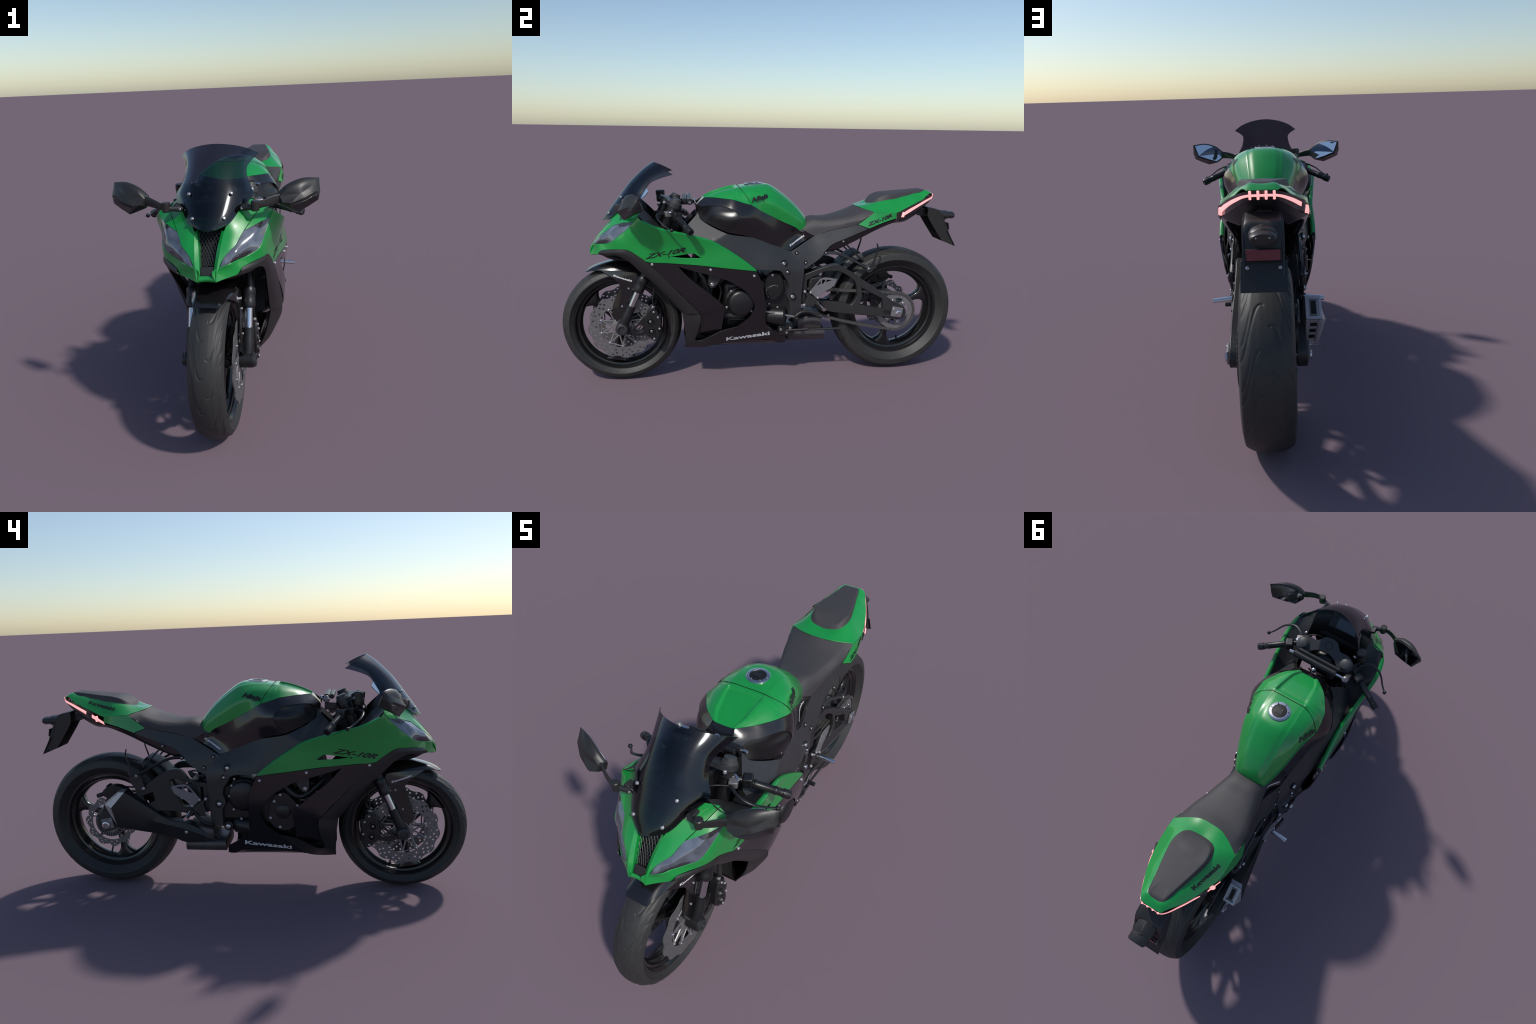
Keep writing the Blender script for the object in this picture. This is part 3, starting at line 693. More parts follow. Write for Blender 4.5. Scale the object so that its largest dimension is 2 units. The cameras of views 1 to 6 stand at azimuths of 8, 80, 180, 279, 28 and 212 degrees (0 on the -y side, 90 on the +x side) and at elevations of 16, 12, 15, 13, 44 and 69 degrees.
clamp_plate("triple_clamp", outline, .690, .030, DARK)
turned("stem_nut", (0, -.487, .895), FD, [(0, .024), (.012, .024), (.016, .020), (.016, .012), (.010, .010)], DARK, 28, tc)
rod("steering_stem", (0, -.60, .64), (0, -.487, .89), .022, DARK, 20, parent=tc)
for s in (1, -1):
    bolt((s * .124, -.496, .900), (s * .5, -.8, .2), .007, tc)
# steering damper across the tank front
rod("steering_damper", (.118, -.377, .901), (-.095, -.374, .903), .015, DARK, 20)
dmp = rod("damper_body", (.105, -.400, .905), (-.102, -.397, .907), .0105, DARK, 16)
rod("damper_rod", (.140, -.377, .900), (-.146, -.375, .901), .0068, CHROME, 14, parent=dmp)
turned("damper_joint", (-.142, -.375, .888), (0, 0, 1), [(0, .010), (.006, .014), (.016, .015), (.020, .011), (.026, .009), (.028, .006)], STEEL, 20, dmp)
turned("damper_joint", (0, -.350, .880), (0, 0, 1), [(0, .009), (.008, .010), (.014, .0105), (.020, .008), (.022, .004)], CHROME, 20, dmp)
box("damper_mount", (-.142, -.392, .872), (.026, .05, .03), DARK, bevel=.004, parent=dmp)
# clip-on bars, grips, switch pods, levers
for s in (1, -1):
    A = np.array([s * .135, -.462, .855]); B = np.array([s * .302, -.384, .790]); d = (B - A) / np.linalg.norm(B - A)
    bar = rod("handlebar", A - d * .02, A + d * .075, .0105, DARK, 18)
    box("switch_pod", A + d * .050 + [0, .004, .002], (.036, .042, .040), DARK, ("Z", s * math.radians(25)), .006, bar)
    rod("bar_clamp", fork_at(.845) * [s, 1, 1], fork_at(.882) * [s, 1, 1], .030, DARK, 24, parent=bar)
    turned("grip", A + d * .070, d, [(0, .014), (.004, .0165), (.008, .0165), (.010, .0142), (.075, .0142), (.077, .0155), (.084, .0155), (.086, .0142), (.106, .0142), (.108, .0165), (.130, .0165), (.136, .0145), (.136, .008), (.130, .006)], DARK, 20, bar)
    lv = [(s * .135, -.485, .846), (s * .165, -.512, .852), (s * .205, -.529, .850), (s * .250, -.518, .832), (s * .285, -.483, .807), (s * .306, -.464, .798)]
    lev = tube("lever", lv, [.009, .0085, .0065, .0055, .0048, .0045], DARK, 8, 5, bar, squash=.6)
    turned("lever_ball", np.array(lv[-1]) - [0, 0, .008], (0, 0, 1), [(0, .003), (.003, .0075), (.008, .009), (.013, .0075), (.016, .003)], DARK, 14, lev)
    box("lever_perch", (s * .145, -.478, .848), (.032, .034, .026), DARK if s < 0 else STEEL, ("Z", s * math.radians(20)), .004, bar)
rod("adjuster", (.128, -.452, .862), (.160, -.470, .852), .0075, CHROME, 14, parent=bar)
tube("clutch_cable", [(.140, -.500, .850), (.09, -.535, .855), (.05, -.55, .82), (.04, -.56, .74)], .0035, PITCH, 8, parent=tc)
turned("fluid_reservoir", (-.148, -.513, .872), (.02, -.05, 1), [(0, .016), (.004, .0205), (.036, .0205), (.036, .0225), (.056, .0225), (.059, .019)], DARK, 24, bar)
turned("fluid_band", (-.148, -.513, .876), (.02, -.05, 1), [(0, .0206), (.002, .0210), (.030, .0210), (.031, .0206)], BRASS, 24, bar)
tube("reservoir_stalk", [(-.148, -.510, .872), (-.145, -.500, .858), (-.140, -.488, .85)], .006, DARK, 8, parent=bar)

# ------------------------------------------------------------------ mirrors
for s in (1, -1):
    def M(p): return (p[0] * s, p[1], p[2])
    def ringpts(P):                     # curved upper edge, straight lower edges
        top = crom(P[:4], 5)[:-1]; q = np.array(P[3:] + P[:1])
        low_e = np.vstack([q[i] + (q[i + 1] - q[i]) * t for i in range(len(q) - 1) for t in (0, 1 / 3, 2 / 3)])
        return [M(p) for p in np.vstack([top, low_e])]
    # rings: glass rim (rear), widest edge of the shell, front crease, front face
    glass = [(.238, -.654, .911), (.270, -.645, .937), (.322, -.624, .955), (.374, -.603, .951), (.364, -.592, .925), (.353, -.582, .900), (.308, -.602, .880), (.262, -.624, .864), (.238, -.657, .880)]
    edge1 = [(.233, -.658, .912), (.268, -.651, .941), (.322, -.629, .959), (.379, -.602, .955), (.372, -.592, .922), (.359, -.583, .894), (.308, -.606, .873), (.260, -.630, .859), (.234, -.660, .877)]
    edge2 = [(.233, -.661, .912), (.268, -.655, .941), (.322, -.633, .959), (.381, -.600, .954), (.384, -.612, .913), (.378, -.630, .880), (.345, -.648, .862), (.308, -.667, .845), (.245, -.668, .872)]
    edge3 = [(.233, -.668, .911), (.268, -.664, .939), (.322, -.643, .956), (.380, -.604, .951), (.385, -.622, .911), (.384, -.627, .908), (.335, -.664, .889), (.279, -.694, .873), (.247, -.684, .878)]
    face = [(.245, -.682, .904), (.272, -.676, .928), (.322, -.658, .941), (.370, -.624, .938), (.374, -.634, .918), (.372, -.638, .914), (.335, -.672, .897), (.285, -.697, .882), (.255, -.694, .884)]
    mid = [tuple(np.array([.318, -.674, .912]) * .45 + np.array(p) * .55) for p in face]
    cen = [tuple(np.array([.318, -.672, .912]) * .96 + np.array(p) * .04) for p in face]
    mir = loft("mirror", [ringpts(r) for r in (glass, edge1, edge2, edge3, face, mid, cen)], TRIM, 3, 1, wrap=True, caps=True, angle=36, smooth_u=False, smooth_v=False)
    G = np.array(ringpts([tuple(np.array(p) * .97 + np.mean(glass, 0) * .03 + [0, .0012, .0006]) for p in glass])); n = len(G)
    add("mirror_glass", np.vstack([G, G + [0, -.002, -.001]]), [tuple(range(n)), tuple(range(2 * n - 1, n - 1, -1))] + [(i, (i + 1) % n, n + (i + 1) % n, n + i) for i in range(n)], MIRRORG, mir, 60)
    sig = np.array(ringpts([(.286, -.690, .872), (.335, -.664, .886), (.381, -.628, .905), (.3765, -.631, .882), (.345, -.6485, .864), (.310, -.667, .848)])); sig = sig * .94 + sig.mean(0) * .06 + np.array([s * .0006, -.0012, -.0012])
    n = len(sig); add("signal_lamp", np.vstack([sig, sig + [0, .004, .004]]), [tuple(range(n)), tuple(range(2 * n - 1, n - 1, -1))] + [(i, (i + 1) % n, n + (i + 1) % n, n + i) for i in range(n)], GLOSS, mir, 60)
    arm_rows = []
    for (x, y, z), hgt, wid in (((.158, -.706, .876), .011, .011), ((.175, -.706, .880), .012, .008), ((.205, -.694, .888), .0155, .008), ((.235, -.675, .894), .0175, .010), ((.250, -.668, .896), .017, .012)):
        arm_rows.append([M((x + wid * math.cos(q) * .6, y + wid * abs(math.cos(q)) ** .7 * math.copysign(1, math.cos(q)), z + hgt * abs(math.sin(q)) ** .7 * math.copysign(1, math.sin(q)))) for q in np.linspace(0, 2 * np.pi, 14, endpoint=False)])
    loft("mirror_arm", arm_rows, TRIM, 2, 4, wrap=True, parent=mir)
    turned("mirror_pivot", M((.160, -.705, .858)), (0, 0, 1), [(0, .011), (.003, .0155), (.034, .0155), (.037, .012)], TRIM, 20, mir)
    tube("mirror_base", [M(p) for p in ((.160, -.704, .872), (.140, -.700, .870), (.112, -.690, .868))], [.011, .010, .012], TRIM, 10, 5, mir)
    box("mirror_foot", M((.118, -.678, .872)), (.040, .030, .014), TRIM, ("Y", -s * .5), .003, mir)
    bolt(M((.112, -.700, .868)), (s * .3, -.9, .4), .005, mir)

# ------------------------------------------------------------------ tank
TB = [(.045, -.305, .915), (.096, -.264, .919), (.128, -.220, .917), (.152, -.178, .914), (.159, -.134, .901), (.160, -.090, .888), (.138, -.035, .855), (.124, .021, .826), (.110, .078, .797), (.092, .138, .769), (.076, .172, .742)]
def front_row(y, z, xr, dip, mid, tb):      # sunken centre channel between two ridges
    return [(0, y, z - dip), (xr * .55, y, z - dip), (xr - .007, y, z - dip * .95), (xr, y, z + .001), mid, tb]
def rear_row(a, b, c, d, e):
    a, b, c, d = map(np.array, (a, b, c, d)); return [a, b, (b * .35 + c * .65), c, d, e]
rows = [
    front_row(-.305, .914, .038, .006, (.042, -.305, .9148), TB[0]),
    front_row(-.268, .930, .057, .008, (.080, -.265, .926), TB[1]),
    front_row(-.225, .945, .065, .008, (.100, -.221, .936), TB[2]),
    front_row(-.182, .9565, .072, .008, (.116, -.179, .942), TB[3]),
    front_row(-.158, .9605, .075, .008, (.121, -.157, .942), (.156, -.155, .908)),
    front_row(-.150, .9625, .076, .0005, (.123, -.149, .942), (.1575, -.146, .905)),
    rear_row((0, -.137, .9645), (.050, -.137, .9645), (.078, -.137, .962), (.124, -.136, .941), TB[4]),
    rear_row((0, -.090, .972), (.050, -.090, .971), (.080, -.090, .966), (.128, -.090, .940), TB[5]),
    rear_row((0, -.030, .9765), (.048, -.030, .975), (.082, -.032, .965), (.130, -.034, .926), TB[6]),
    rear_row((0, .012, .974), (.046, .012, .970), (.080, .014, .955), (.128, .018, .900), TB[7]),
    rear_row((0, .060, .947), (.044, .060, .942), (.076, .064, .925), (.114, .072, .868), TB[8]),
    rear_row((0, .121, .899), (.040, .122, .894), (.068, .126, .876), (.094, .134, .825), TB[9]),
    rear_row((0, .172, .848), (.036, .172, .844), (.060, .174, .828), (.078, .176, .790), TB[10]),
    rear_row((0, .203, .805), (.030, .202, .802), (.052, .200, .792), (.070, .192, .768), (.076, .178, .742)),
    rear_row((0, .200, .782), (.030, .198, .778), (.052, .195, .770), (.066, .188, .755), (.073, .178, .741))]
tank = loft("fuel_tank", rows, GREEN, 5, 6, half=True, thick=.004, side=(0, 0, 1), angle=50)
seam = [(0, -.137, .9660), (.050, -.137, .966), (.079, -.137, .9635), (.105, -.130, .953), (.130, -.118, .938), (.150, -.103, .915), (.162, -.090, .889)]
tube("tank_seam", [(-x, y, z) for x, y, z in seam[::-1]] + seam[1:], .0011, PITCH, 6, 4, tank)
# filler cap
cap = turned("filler_cap", (0, -.062, .9725), (0, -.07, 1), [(0, .046), (.004, .046), (.0065, .043), (.0065, .032), (.004, .031)], CHROME, 48, tank)
turned("cap_core", (0, -.062, .9735), (0, -.07, 1), [(0, .031), (.0035, .031), (.0045, .028)], PITCH, 40, tank)
box("cap_flap", (0, -.062, .9785), (.030, .026, .003), DARK, bevel=.001, parent=tank)
for k in range(7):
    a = 2 * math.pi * k / 7
    bolt((.038 * math.cos(a), -.062 + .038 * math.sin(a), .979 + .003 * -math.sin(a)), (0, -.07, 1), .0032, tank, BOLT_DARK)
TS = Rbf([(-.134, .901, .159), (-.09, .94, .128), (-.09, .888, .160), (-.034, .926, .130), (-.035, .855, .138), (.018, .90, .128), (.021, .826, .124), (.06, .925, .076), (-.137, .941, .124), (.014, .955, .08), (-.03, .965, .082), (.072, .868, .114)], 1e-6)
lettering("lettering", "Ninja", .027, on_side(TS, (-.090, .902), (-.004, .922), 1, .004), BLACKP, .5, tank, weight=.0012)
lettering("lettering", "Ninja", .027, on_side(TS, (-.004, .918), (-.090, .902), -1, .004), BLACKP, .5, tank, weight=.0012)

# black side cover of the tank
CV = Rbf([(y, z, x) for x, y, z in TB] + [(-.152, .839, .194), (-.205, .765, .176), (-.318, .844, .100), (-.319, .809, .119), (-.122, .744, .160), (-.04, .715, .140), (.041, .681, .124), (.118, .648, .108), (.139, .768, .0865), (.187, .747, .0875), (.234, .726, .090), (-.22, .875, .165), (-.28, .875, .125), (-.335, .885, .060), (-.10, .80, .178), (.02, .75, .132), (-.25, .80, .160)], 1e-5)
cover = [(-.305, .9135, 1), (-.264, .918), (-.220, .916), (-.178, .913), (-.134, .900), (-.090, .887), (-.035, .854), (.021, .825), (.078, .796), (.138, .768), (.187, .747), (.232, .727, 1), (.112, .655, 1), (.041, .683), (-.040, .716), (-.122, .745), (-.204, .764), (-.322, .812, 1), (-.336, .842), (-.347, .866), (-.338, .886)]
pad = [(-.331, .849), (-.316, .868), (-.285, .881), (-.217, .881), (-.179, .871), (-.152, .844), (-.150, .824), (-.164, .797), (-.202, .767), (-.263, .791), (-.324, .815)]
def pads(a, b):
    a = np.asarray(a); b = np.asarray(b)
    dip = np.exp(-(((a + .200) / .060) ** 2 + ((b - .858) / .020) ** 2))
    return CV(a, b) - .003 - .010 * dip
cov, cov2 = panel("tank_cover", cover, CV, GLOSS, .006, holes=[pad], step=.010, mirror=True, bevel=.003)
panel("knee_recess", pad, pads, PADM, .004, step=.008, mirror=cov2, parent=cov, bevel=.002)
for c_, s in ((cov, 1), (cov2, -1)):
    lettering("lettering", "Kawasaki", .0135, on_side(CV, (.112, .6755), (.187, .7225)) if s > 0 else on_side(CV, (.187, .7225), (.112, .6755), -1), WHITE, 0, c_, weight=.0006)
# front bridge of the cover
loft("tank_nose", [[(0, -.306, .911), (.042, -.306, .913)], [(0, -.325, .893), (.050, -.325, .893)], [(0, -.345, .868), (.062, -.343, .866)], [(0, -.345, .82), (.08, -.34, .82)]], GLOSS, 4, 4, half=True, thick=.003, side=(0, -1, 1), parent=cov)
box("airbox", (0, -.10, .74), (.20, .40, .24), PITCH, bevel=.03)
box("airbox", (0, .12, .70), (.13, .20, .12), PITCH, bevel=.03)

# ------------------------------------------------------------------ seat, tail
rows = [[(0, .180, .790), (.045, .178, .785), (.070, .168, .762), (.082, .160, .750)],
        [(0, .235, .8105), (.058, .235, .804), (.084, .236, .775), (.091, .234, .727)],
        [(0, .292, .811), (.074, .292, .803), (.098, .290, .778), (.103, .286, .746)],
        [(0, .350, .819), (.088, .350, .810), (.111, .345, .786), (.114, .338, .762)],
        [(0, .410, .836), (.104, .415, .826), (.128, .405, .802), (.127, .391, .774)],
        [(0, .445, .855), (.108, .468, .845), (.139, .461, .814), (.137, .442, .787)],
        [(0, .463, .8655), (.090, .486, .858), (.147, .517, .8460), (.143, .480, .816)]]
seat = loft("seat", rows, SEAT, 6, 5, half=True, thick=.006, side=(0, 0, 1), angle=50)

top3 = [(0, .463, .8665), (.050, .466, .866), (.100, .488, .858), (.150, .519, .8485), (.150, .578, .846), (.147, .634, .8445), (.132, .687, .864), (.113, .740, .884), (.085, .797, .905), (.046, .859, .9265), (0, .862, .928)]
TT = Rbf([(x, y, z) for x, y, z in top3] + [(-x, y, z) for x, y, z in top3 if x] + [(s * x, y, z) for s in (1, -1) for x, y, z in ((.080, .559, .892), (.088, .610, .902), (.072, .688, .9155), (.054, .758, .930), (.038, .828, .945))] + [(0, .522, .876), (0, .832, .942), (0, .60, .896), (0, .69, .911), (0, .76, .926), (0, .80, .935), (.025, .832, .943), (-.025, .832, .943), (.025, .861, .9275), (-.025, .861, .9275)], 5e-5)
ol = [(x, y) for x, y, z in top3]; ol[3] = (*ol[3], 1); ol[9] = (*ol[9], 1)
outl = ol + [tuple([-p[0], *p[1:]]) for p in ol[::-1][1:-1]]
tail = panel("tail_cowl", outl, TT, GREEN, .004, step=.010, axis="z", bevel=.0012)
SS = Rbf([(.519, .8475, .150), (.578, .845, .150), (.634, .844, .147), (.442, .787, .141), (.481, .817, .147), (.483, .773, .157), (.555, .796, .161), (.636, .817, .147)], 1e-6)
panel("tail_side", [(.519, .8475, 1), (.578, .8455), (.634, .8435, 1), (.636, .817, 1), (.555, .795), (.492, .770, 1), (.443, .787, 1), (.481, .817)], SS, GREEN, .004, step=.010, parent=tail, mirror=True)
lettering("lettering", "ZX-10R", .022, on_side(SS, (.484, .780), (.612, .826)), BLACKP, .35, tail, weight=.0012)
def tail_top_text(tx, ty, w):
    k = 1.0 / w; a = np.array([-.098, .722]); b = np.array([-.128, .588]); up = np.array([.78, -.02])
    x = a[0] + (b[0] - a[0]) * tx * k + up[0] * ty; y = a[1] + (b[1] - a[1]) * tx * k + up[1] * ty
    return np.c_[x, y, TT(x, y) + .002]
lettering("lettering", "Kawasaki", .026, tail_top_text, BLACKP, 0, tail, weight=.001)
# passenger pad
pb = [(0, .522), (.050, .526), (.078, .552), (.088, .600), (.083, .640), (.072, .688), (.054, .758), (.0385, .822), (.030, .832), (0, .834)]
ztop = lambda y: np.interp(y, [.52, .55, .568, .593, .655, .741, .80, .826, .834], [.880, .904, .915, .925, .932, .941, .948, .946, .944])
def pring(k, f, d=0.0):
    r = []
    for x, y in pb:
        q = np.array([x * k, .675 + (y - .675) * (1 - (1 - k) * .80)])
        b = float(TT(x, y)[0]) - .002; r.append((q[0], q[1], b + (float(ztop(q[1])) - d - b) * f))
    return r
rows = [pring(1, 0), pring(.96, .40), pring(.90, .90), pring(.87, .98), pring(.83, 1.0), pring(.4, 1.0, -.001), pring(.02, 1.0, -.001)]
rows = [[*r, *[(-x, y, z) for x, y, z in r[::-1][1:-1]]] for r in rows]
loft("pillion_pad", rows, SEAT, 3, 3, wrap=True, caps=True, angle=60, parent=tail)

# tail lamp: lens band under the cowl edge, lit strip inside it
LT = [(.1475, .634, .843), (.132, .687, .8625), (.113, .740, .8825), (.085, .797, .9035), (.046, .859, .9245), (0, .861, .926)]
LB = [(.146, .628, .806), (.128, .690, .824), (.106, .748, .846), (.078, .806, .872), (.045, .852, .895), (0, .853, .897)]
LM = [((a[0] + b[0]) / 2 + (.001 if a[0] else 0), (a[1] + b[1]) / 2 + .003, (a[2] + b[2]) / 2) for a, b in zip(LT, LB)]
lamp_t = loft("tail_lamp", [[*[(-x, y, z) for x, y, z in r[::-1][:-1]], *r] for r in (LT, LM, LB)], LENS, 5, 4, thick=.004, side=(0, 1, 0), angle=35)
def lens_at(i, t, o):                   # point on the lens column i at depth t (0 top .. 1 bottom)
    a, m, b = (np.array(q[i]) for q in (LT, LM, LB))
    p = a * (1 - t) * (1 - 2 * t) + m * 4 * t * (1 - t) + b * t * (2 * t - 1)
    d = np.array([.62 if i < 4 else (.25 if i == 4 else 0), .78, .05]); return p + d * o
bands = ((.62, .95), (.26, .66), (.24, .58), (.26, .58), (.34, .62), (.36, .62))
for o in (1, -1):
    up_e = [lens_at(i, t0, .0055 if i < 2 else .0022) * [o, 1, 1] for i, (t0, t1) in enumerate(bands)]
    lo_e = [lens_at(i, t1, .0055 if i < 2 else .0022) * [o, 1, 1] for i, (t0, t1) in enumerate(bands)]
    loft("lamp_strip", [up_e, [(a + b) / 2 + np.array([0, .001, 0]) for a, b in zip(up_e, lo_e)], lo_e], LAMP, 5, 2, thick=.003, side=(0, 1, 0), parent=lamp_t)
for x in (-.036, -.012, .012, .036):
    rod("lamp_strip", (x, .8640, .9255), (x, .8570, .8995), .0042, LAMP, 8, parent=lamp_t)
for s in (1, -1):
    rod("lamp_strip", (s * .1385, .675, .845), (s * .1410, .667, .822), .0085, LAMP, 8, parent=lamp_t)
# lamp housing and undertail
loft("lamp_housing", [LB, [(.138, .616, .797), (.112, .70, .806), (.088, .755, .826), (.062, .80, .852), (.038, .835, .875), (0, .838, .878)], [(.10, .62, .785), (.08, .70, .79), (.06, .75, .81), (.04, .79, .835), (.025, .81, .86), (0, .81, .862)]], TRIM, 4, 4, thick=.003, side=(0, 1, -1), mirror=True, parent=lamp_t)
loft("undertail", [[(0, y, zb + .026), (.070, y, zb + .022), (xb - .022, y, zb + .012), (xb - .012, y, zb), (xb, y, zb + .004), (xt, y, zt)] for y, xb, zb, xt, zt in
      ((.250, .098, .620, .106, .672), (.330, .116, .650, .122, .698), (.436, .128, .702, .140, .752), (.520, .140, .749, .152, .778), (.600, .142, .784, .150, .802), (.655, .128, .797, .136, .812), (.735, .095, .820, .104, .838), (.790, .055, .846, .064, .862))], GLOSS, 4, 5, half=True, thick=.003, side=(0, 0, -1))
# plate holder
hold = [(.775, .832, 1), (.842, .856, 1), (.902, .839), (.920, .812), (.955, .737), (.990, .655, 1), (.925, .681, 1), (.913, .692, 1), (.843, .803), (.798, .813, 1)]
for s in (1, -1):
    slab("plate_bracket", [(.840, .856, 1), (.900, .840), (.920, .812), (.955, .737), (.988, .657, 1), (.925, .683, 1), (.843, .803), (.836, .83)], min(s * .060, s * .054), max(s * .060, s * .054), TRIM, bevel=.002)
holder = loft("plate_holder", [[(0, .835, .858), (.050, .835, .858), (.060, .835, .848)], [(0, .900, .843), (.050, .900, .843), (.061, .898, .832)], [(0, .917, .822), (.052, .917, .822), (.062, .914, .812)], [(0, .944, .742), (.055, .944, .742), (.061, .942, .738)], [(0, .958, .705), (.055, .958, .705), (.060, .956, .703)]], TRIM, 4, 4, half=True, thick=.004, side=(0, 1, 1))
slab("plate_bracket", [(.775, .832, 1), (.842, .852, 1), (.850, .808, 1), (.798, .813, 1)], -.030, .030, DARK, bevel=.003, parent=holder)
rod("lamp_body", (0, .905, .8145), (0, .965, .810), .024, TRIM, 32, .2, holder)
V, F = turned_mesh((0, .930, .812), (0, 1, -.03), [(0, .020), (.030, .0205), (.062, .0205), (.069, .017), (.0695, .010)], 40)
V[:, 0] *= 1.9; V[:, 2] = .812 + (V[:, 2] - .812) * .93
add("plate_lamp", V, F, TRIM, holder)
V, F = turned_mesh((0, .905, .812), (0, 1, -.03), [(0, .024), (.050, .0245), (.056, .021)], 40)
V[:, 0] *= 1.75
add("lamp_collar", V, F, TRIM, holder)
for s in (1, -1):
    bolt((s * .019, .9985, .815), (0, 1, 0), .0030, holder)
tl = math.atan2(.082, .047)
pr = ("X", -(math.pi / 2 - tl))
box("reflector", (0, .9585, .757), (.104, .006, .036), PITCH, ("X", math.radians(10)), .002, holder)
box("reflector", (0, .9605, .757), (.096, .006, .031), REDREF, ("X", math.radians(10)), .001, holder)
PV, PF = box_mesh((0, 0, 0), (.136, .004, .094)); PV = PV @ np.array(Matrix.Rotation(math.atan2(.047, .082), 3, "X")).T + [0, .970, .697]
plate = add("number_plate", PV, PF, PLATEM, holder, 38, .0012)
for s in (1, -1):
    bolt((s * .047, .9605, .7195), (0, .87, .5), .0058, plate)

# ------------------------------------------------------------------ frame, subframe
FRb = Rbf([(-.206, .759, .183), (-.283, .721, .199), (.11, .65, .113), (.079, .605, .150), (.133, .436, .139), (.15, .33, .134), (-.122, .744, .160), (-.04, .715, .140), (.041, .681, .124), (-.09, .584, .185), (-.20, .65, .199), (0.0, .62, .168), (-.33, .68, .210), (.175, .58, .128), (.10, .50, .148)], 1e-5)
_A, _B, _C = np.array((-.206, .759, .183)), np.array((-.283, .721, .199)), np.array((-.365, .822, .106))
_n = np.cross(_B - _A, _C - _A)
def FR(a, b):                      # flat front facet meets the swept spar along a crease
    a = np.atleast_1d(np.asarray(a, float)); b = np.atleast_1d(np.asarray(b, float))
    f = _A[2] - (_n[0] * (a - _A[0]) + _n[1] * (b - _A[1])) / _n[2]
    k = (_B[0] - _A[0]) * (b - _A[1]) - (_B[1] - _A[1]) * (a - _A[0])
    front_side = (a < _A[0] + (b - _A[1]) * (_B[0] - _A[0]) / (_B[1] - _A[1]) * 1.0)
    return np.where(front_side, np.minimum(FRb(a, b), f), FRb(a, b))
frame_o = [(-.42, .76, 1), (-.384, .798), (-.338, .845, 1), (-.323, .813), (-.205, .757), (-.076, .730), (.019, .693), (.112, .653, 1), (.181, .577, 1), (.171, .495), (.167, .428), (.164, .344), (.147, .328), (.105, .325, 1), (.106, .405), (.089, .439), (.100, .476), (.096, .505), (.072, .543), (.055, .568), (-.038, .579), (-.093, .584), (-.20, .615), (-.33, .665), (-.42, .72, 1)]
fr, fr2 = panel("frame", frame_o, FR, FRAME, .030, step=.012, mirror=True, bevel=.005)
rod("frame_brace", (-.13, .135, .36), (.13, .135, .36), .03, DARK, parent=fr)
box("steering_head", (0, -.47, .76), (.10, .10, .16), DARK, ("X", math.radians(-24)), .02)
SB = Rbf([(.11, .65, .111), (.234, .727, .092), (.286, .746, .102), (.338, .762, .112), (.391, .774, .124), (.443, .787, .139), (.186, .564, .128), (.286, .646, .130), (.37, .705, .137), (.49, .766, .153), (.142, .645, .116)], 1e-5)
subf = [(.113, .652, 1), (.233, .725, 1), (.286, .744), (.338, .760), (.391, .772), (.443, .785, 1), (.490, .767, 1), (.381, .717), (.315, .686), (.283, .653), (.259, .621), (.186, .566, 1)]
sb, sb2 = panel("subframe", subf, SB, FRAME, .016, step=.011, mirror=True, bevel=.004)
for s, par in ((1, sb), (-1, sb2)):
    for yy, zz, rr in ((.142, .645, .0062), (.187, .597, .0062), (.286, .646, .0062), (.370, .703, .006)):
        xx = float(SB(yy, zz)[0])
        turned("bolt_boss", (s * (xx - .001), yy, zz), (s, 0, 0), [(0, rr * 1.7), (.0025, rr * 1.6), (.0026, rr * 1.05)], PITCH, 20, par)
        bolt((s * (xx + .0025), yy, zz), (s, 0, 0), rr * .75, par)
for s, par in ((1, fr), (-1, fr2)):
    for yy, zz, rr in ((.071, .602, .0115), (.090, .559, .0075), (.119, .431, .0125)):
        xx = float(FR(yy, zz)[0])
        turned("bolt_boss", (s * (xx - .001), yy, zz), (s, 0, 0), [(0, rr * 1.7), (.002, rr * 1.65), (.0022, rr * 1.1)], PITCH, 24, par)
        bolt((s * (xx + .003), yy, zz), (s, 0, 0), rr * .85, par, BOLT_CHROME)
# pillion-peg hangers, thin stays and hooks
for s in (1, -1):
    hg = tube("hanger", [(s * .118, .286, .646), (s * .124, .350, .640), (s * .126, .436, .600), (s * .128, .502, .566), (s * .128, .530, .562)], [.013, .011, .010, .012, .013], SWING, 10, 5, squash=.6)
    rod("hanger_eye", (s * .118, .512, .560), (s * .139, .512, .560), .020, SWING, 24, parent=hg)
    rod("hanger_eye", (s * .120, .536, .572), (s * .137, .536, .572), .013, SWING, 20, parent=hg)
    bolt((s * .140, .507, .563), (s, 0, 0), .006, hg)
    tube("stay", [(s * .118, .372, .703), (s * .122, .425, .652), (s * .124, .478, .600)], .0042, DARK, 8, parent=hg)
    tube("hook", [(s * .134, .519, .556), (s * .137, .538, .615), (s * .138, .551, .662), (s * .137, .545, .690)], [.005, .0045, .004, .0035], DARK, 8, parent=hg, squash=.7)
slab("exhaust_hanger", [(.500, .590, 1), (.545, .565, 1), (.540, .530), (.505, .485), (.475, .490), (.48, .53)], -.134, -.124, SWING, bevel=.002)
bolt((-.136, .478, .502), (-1, 0, 0), .0085)

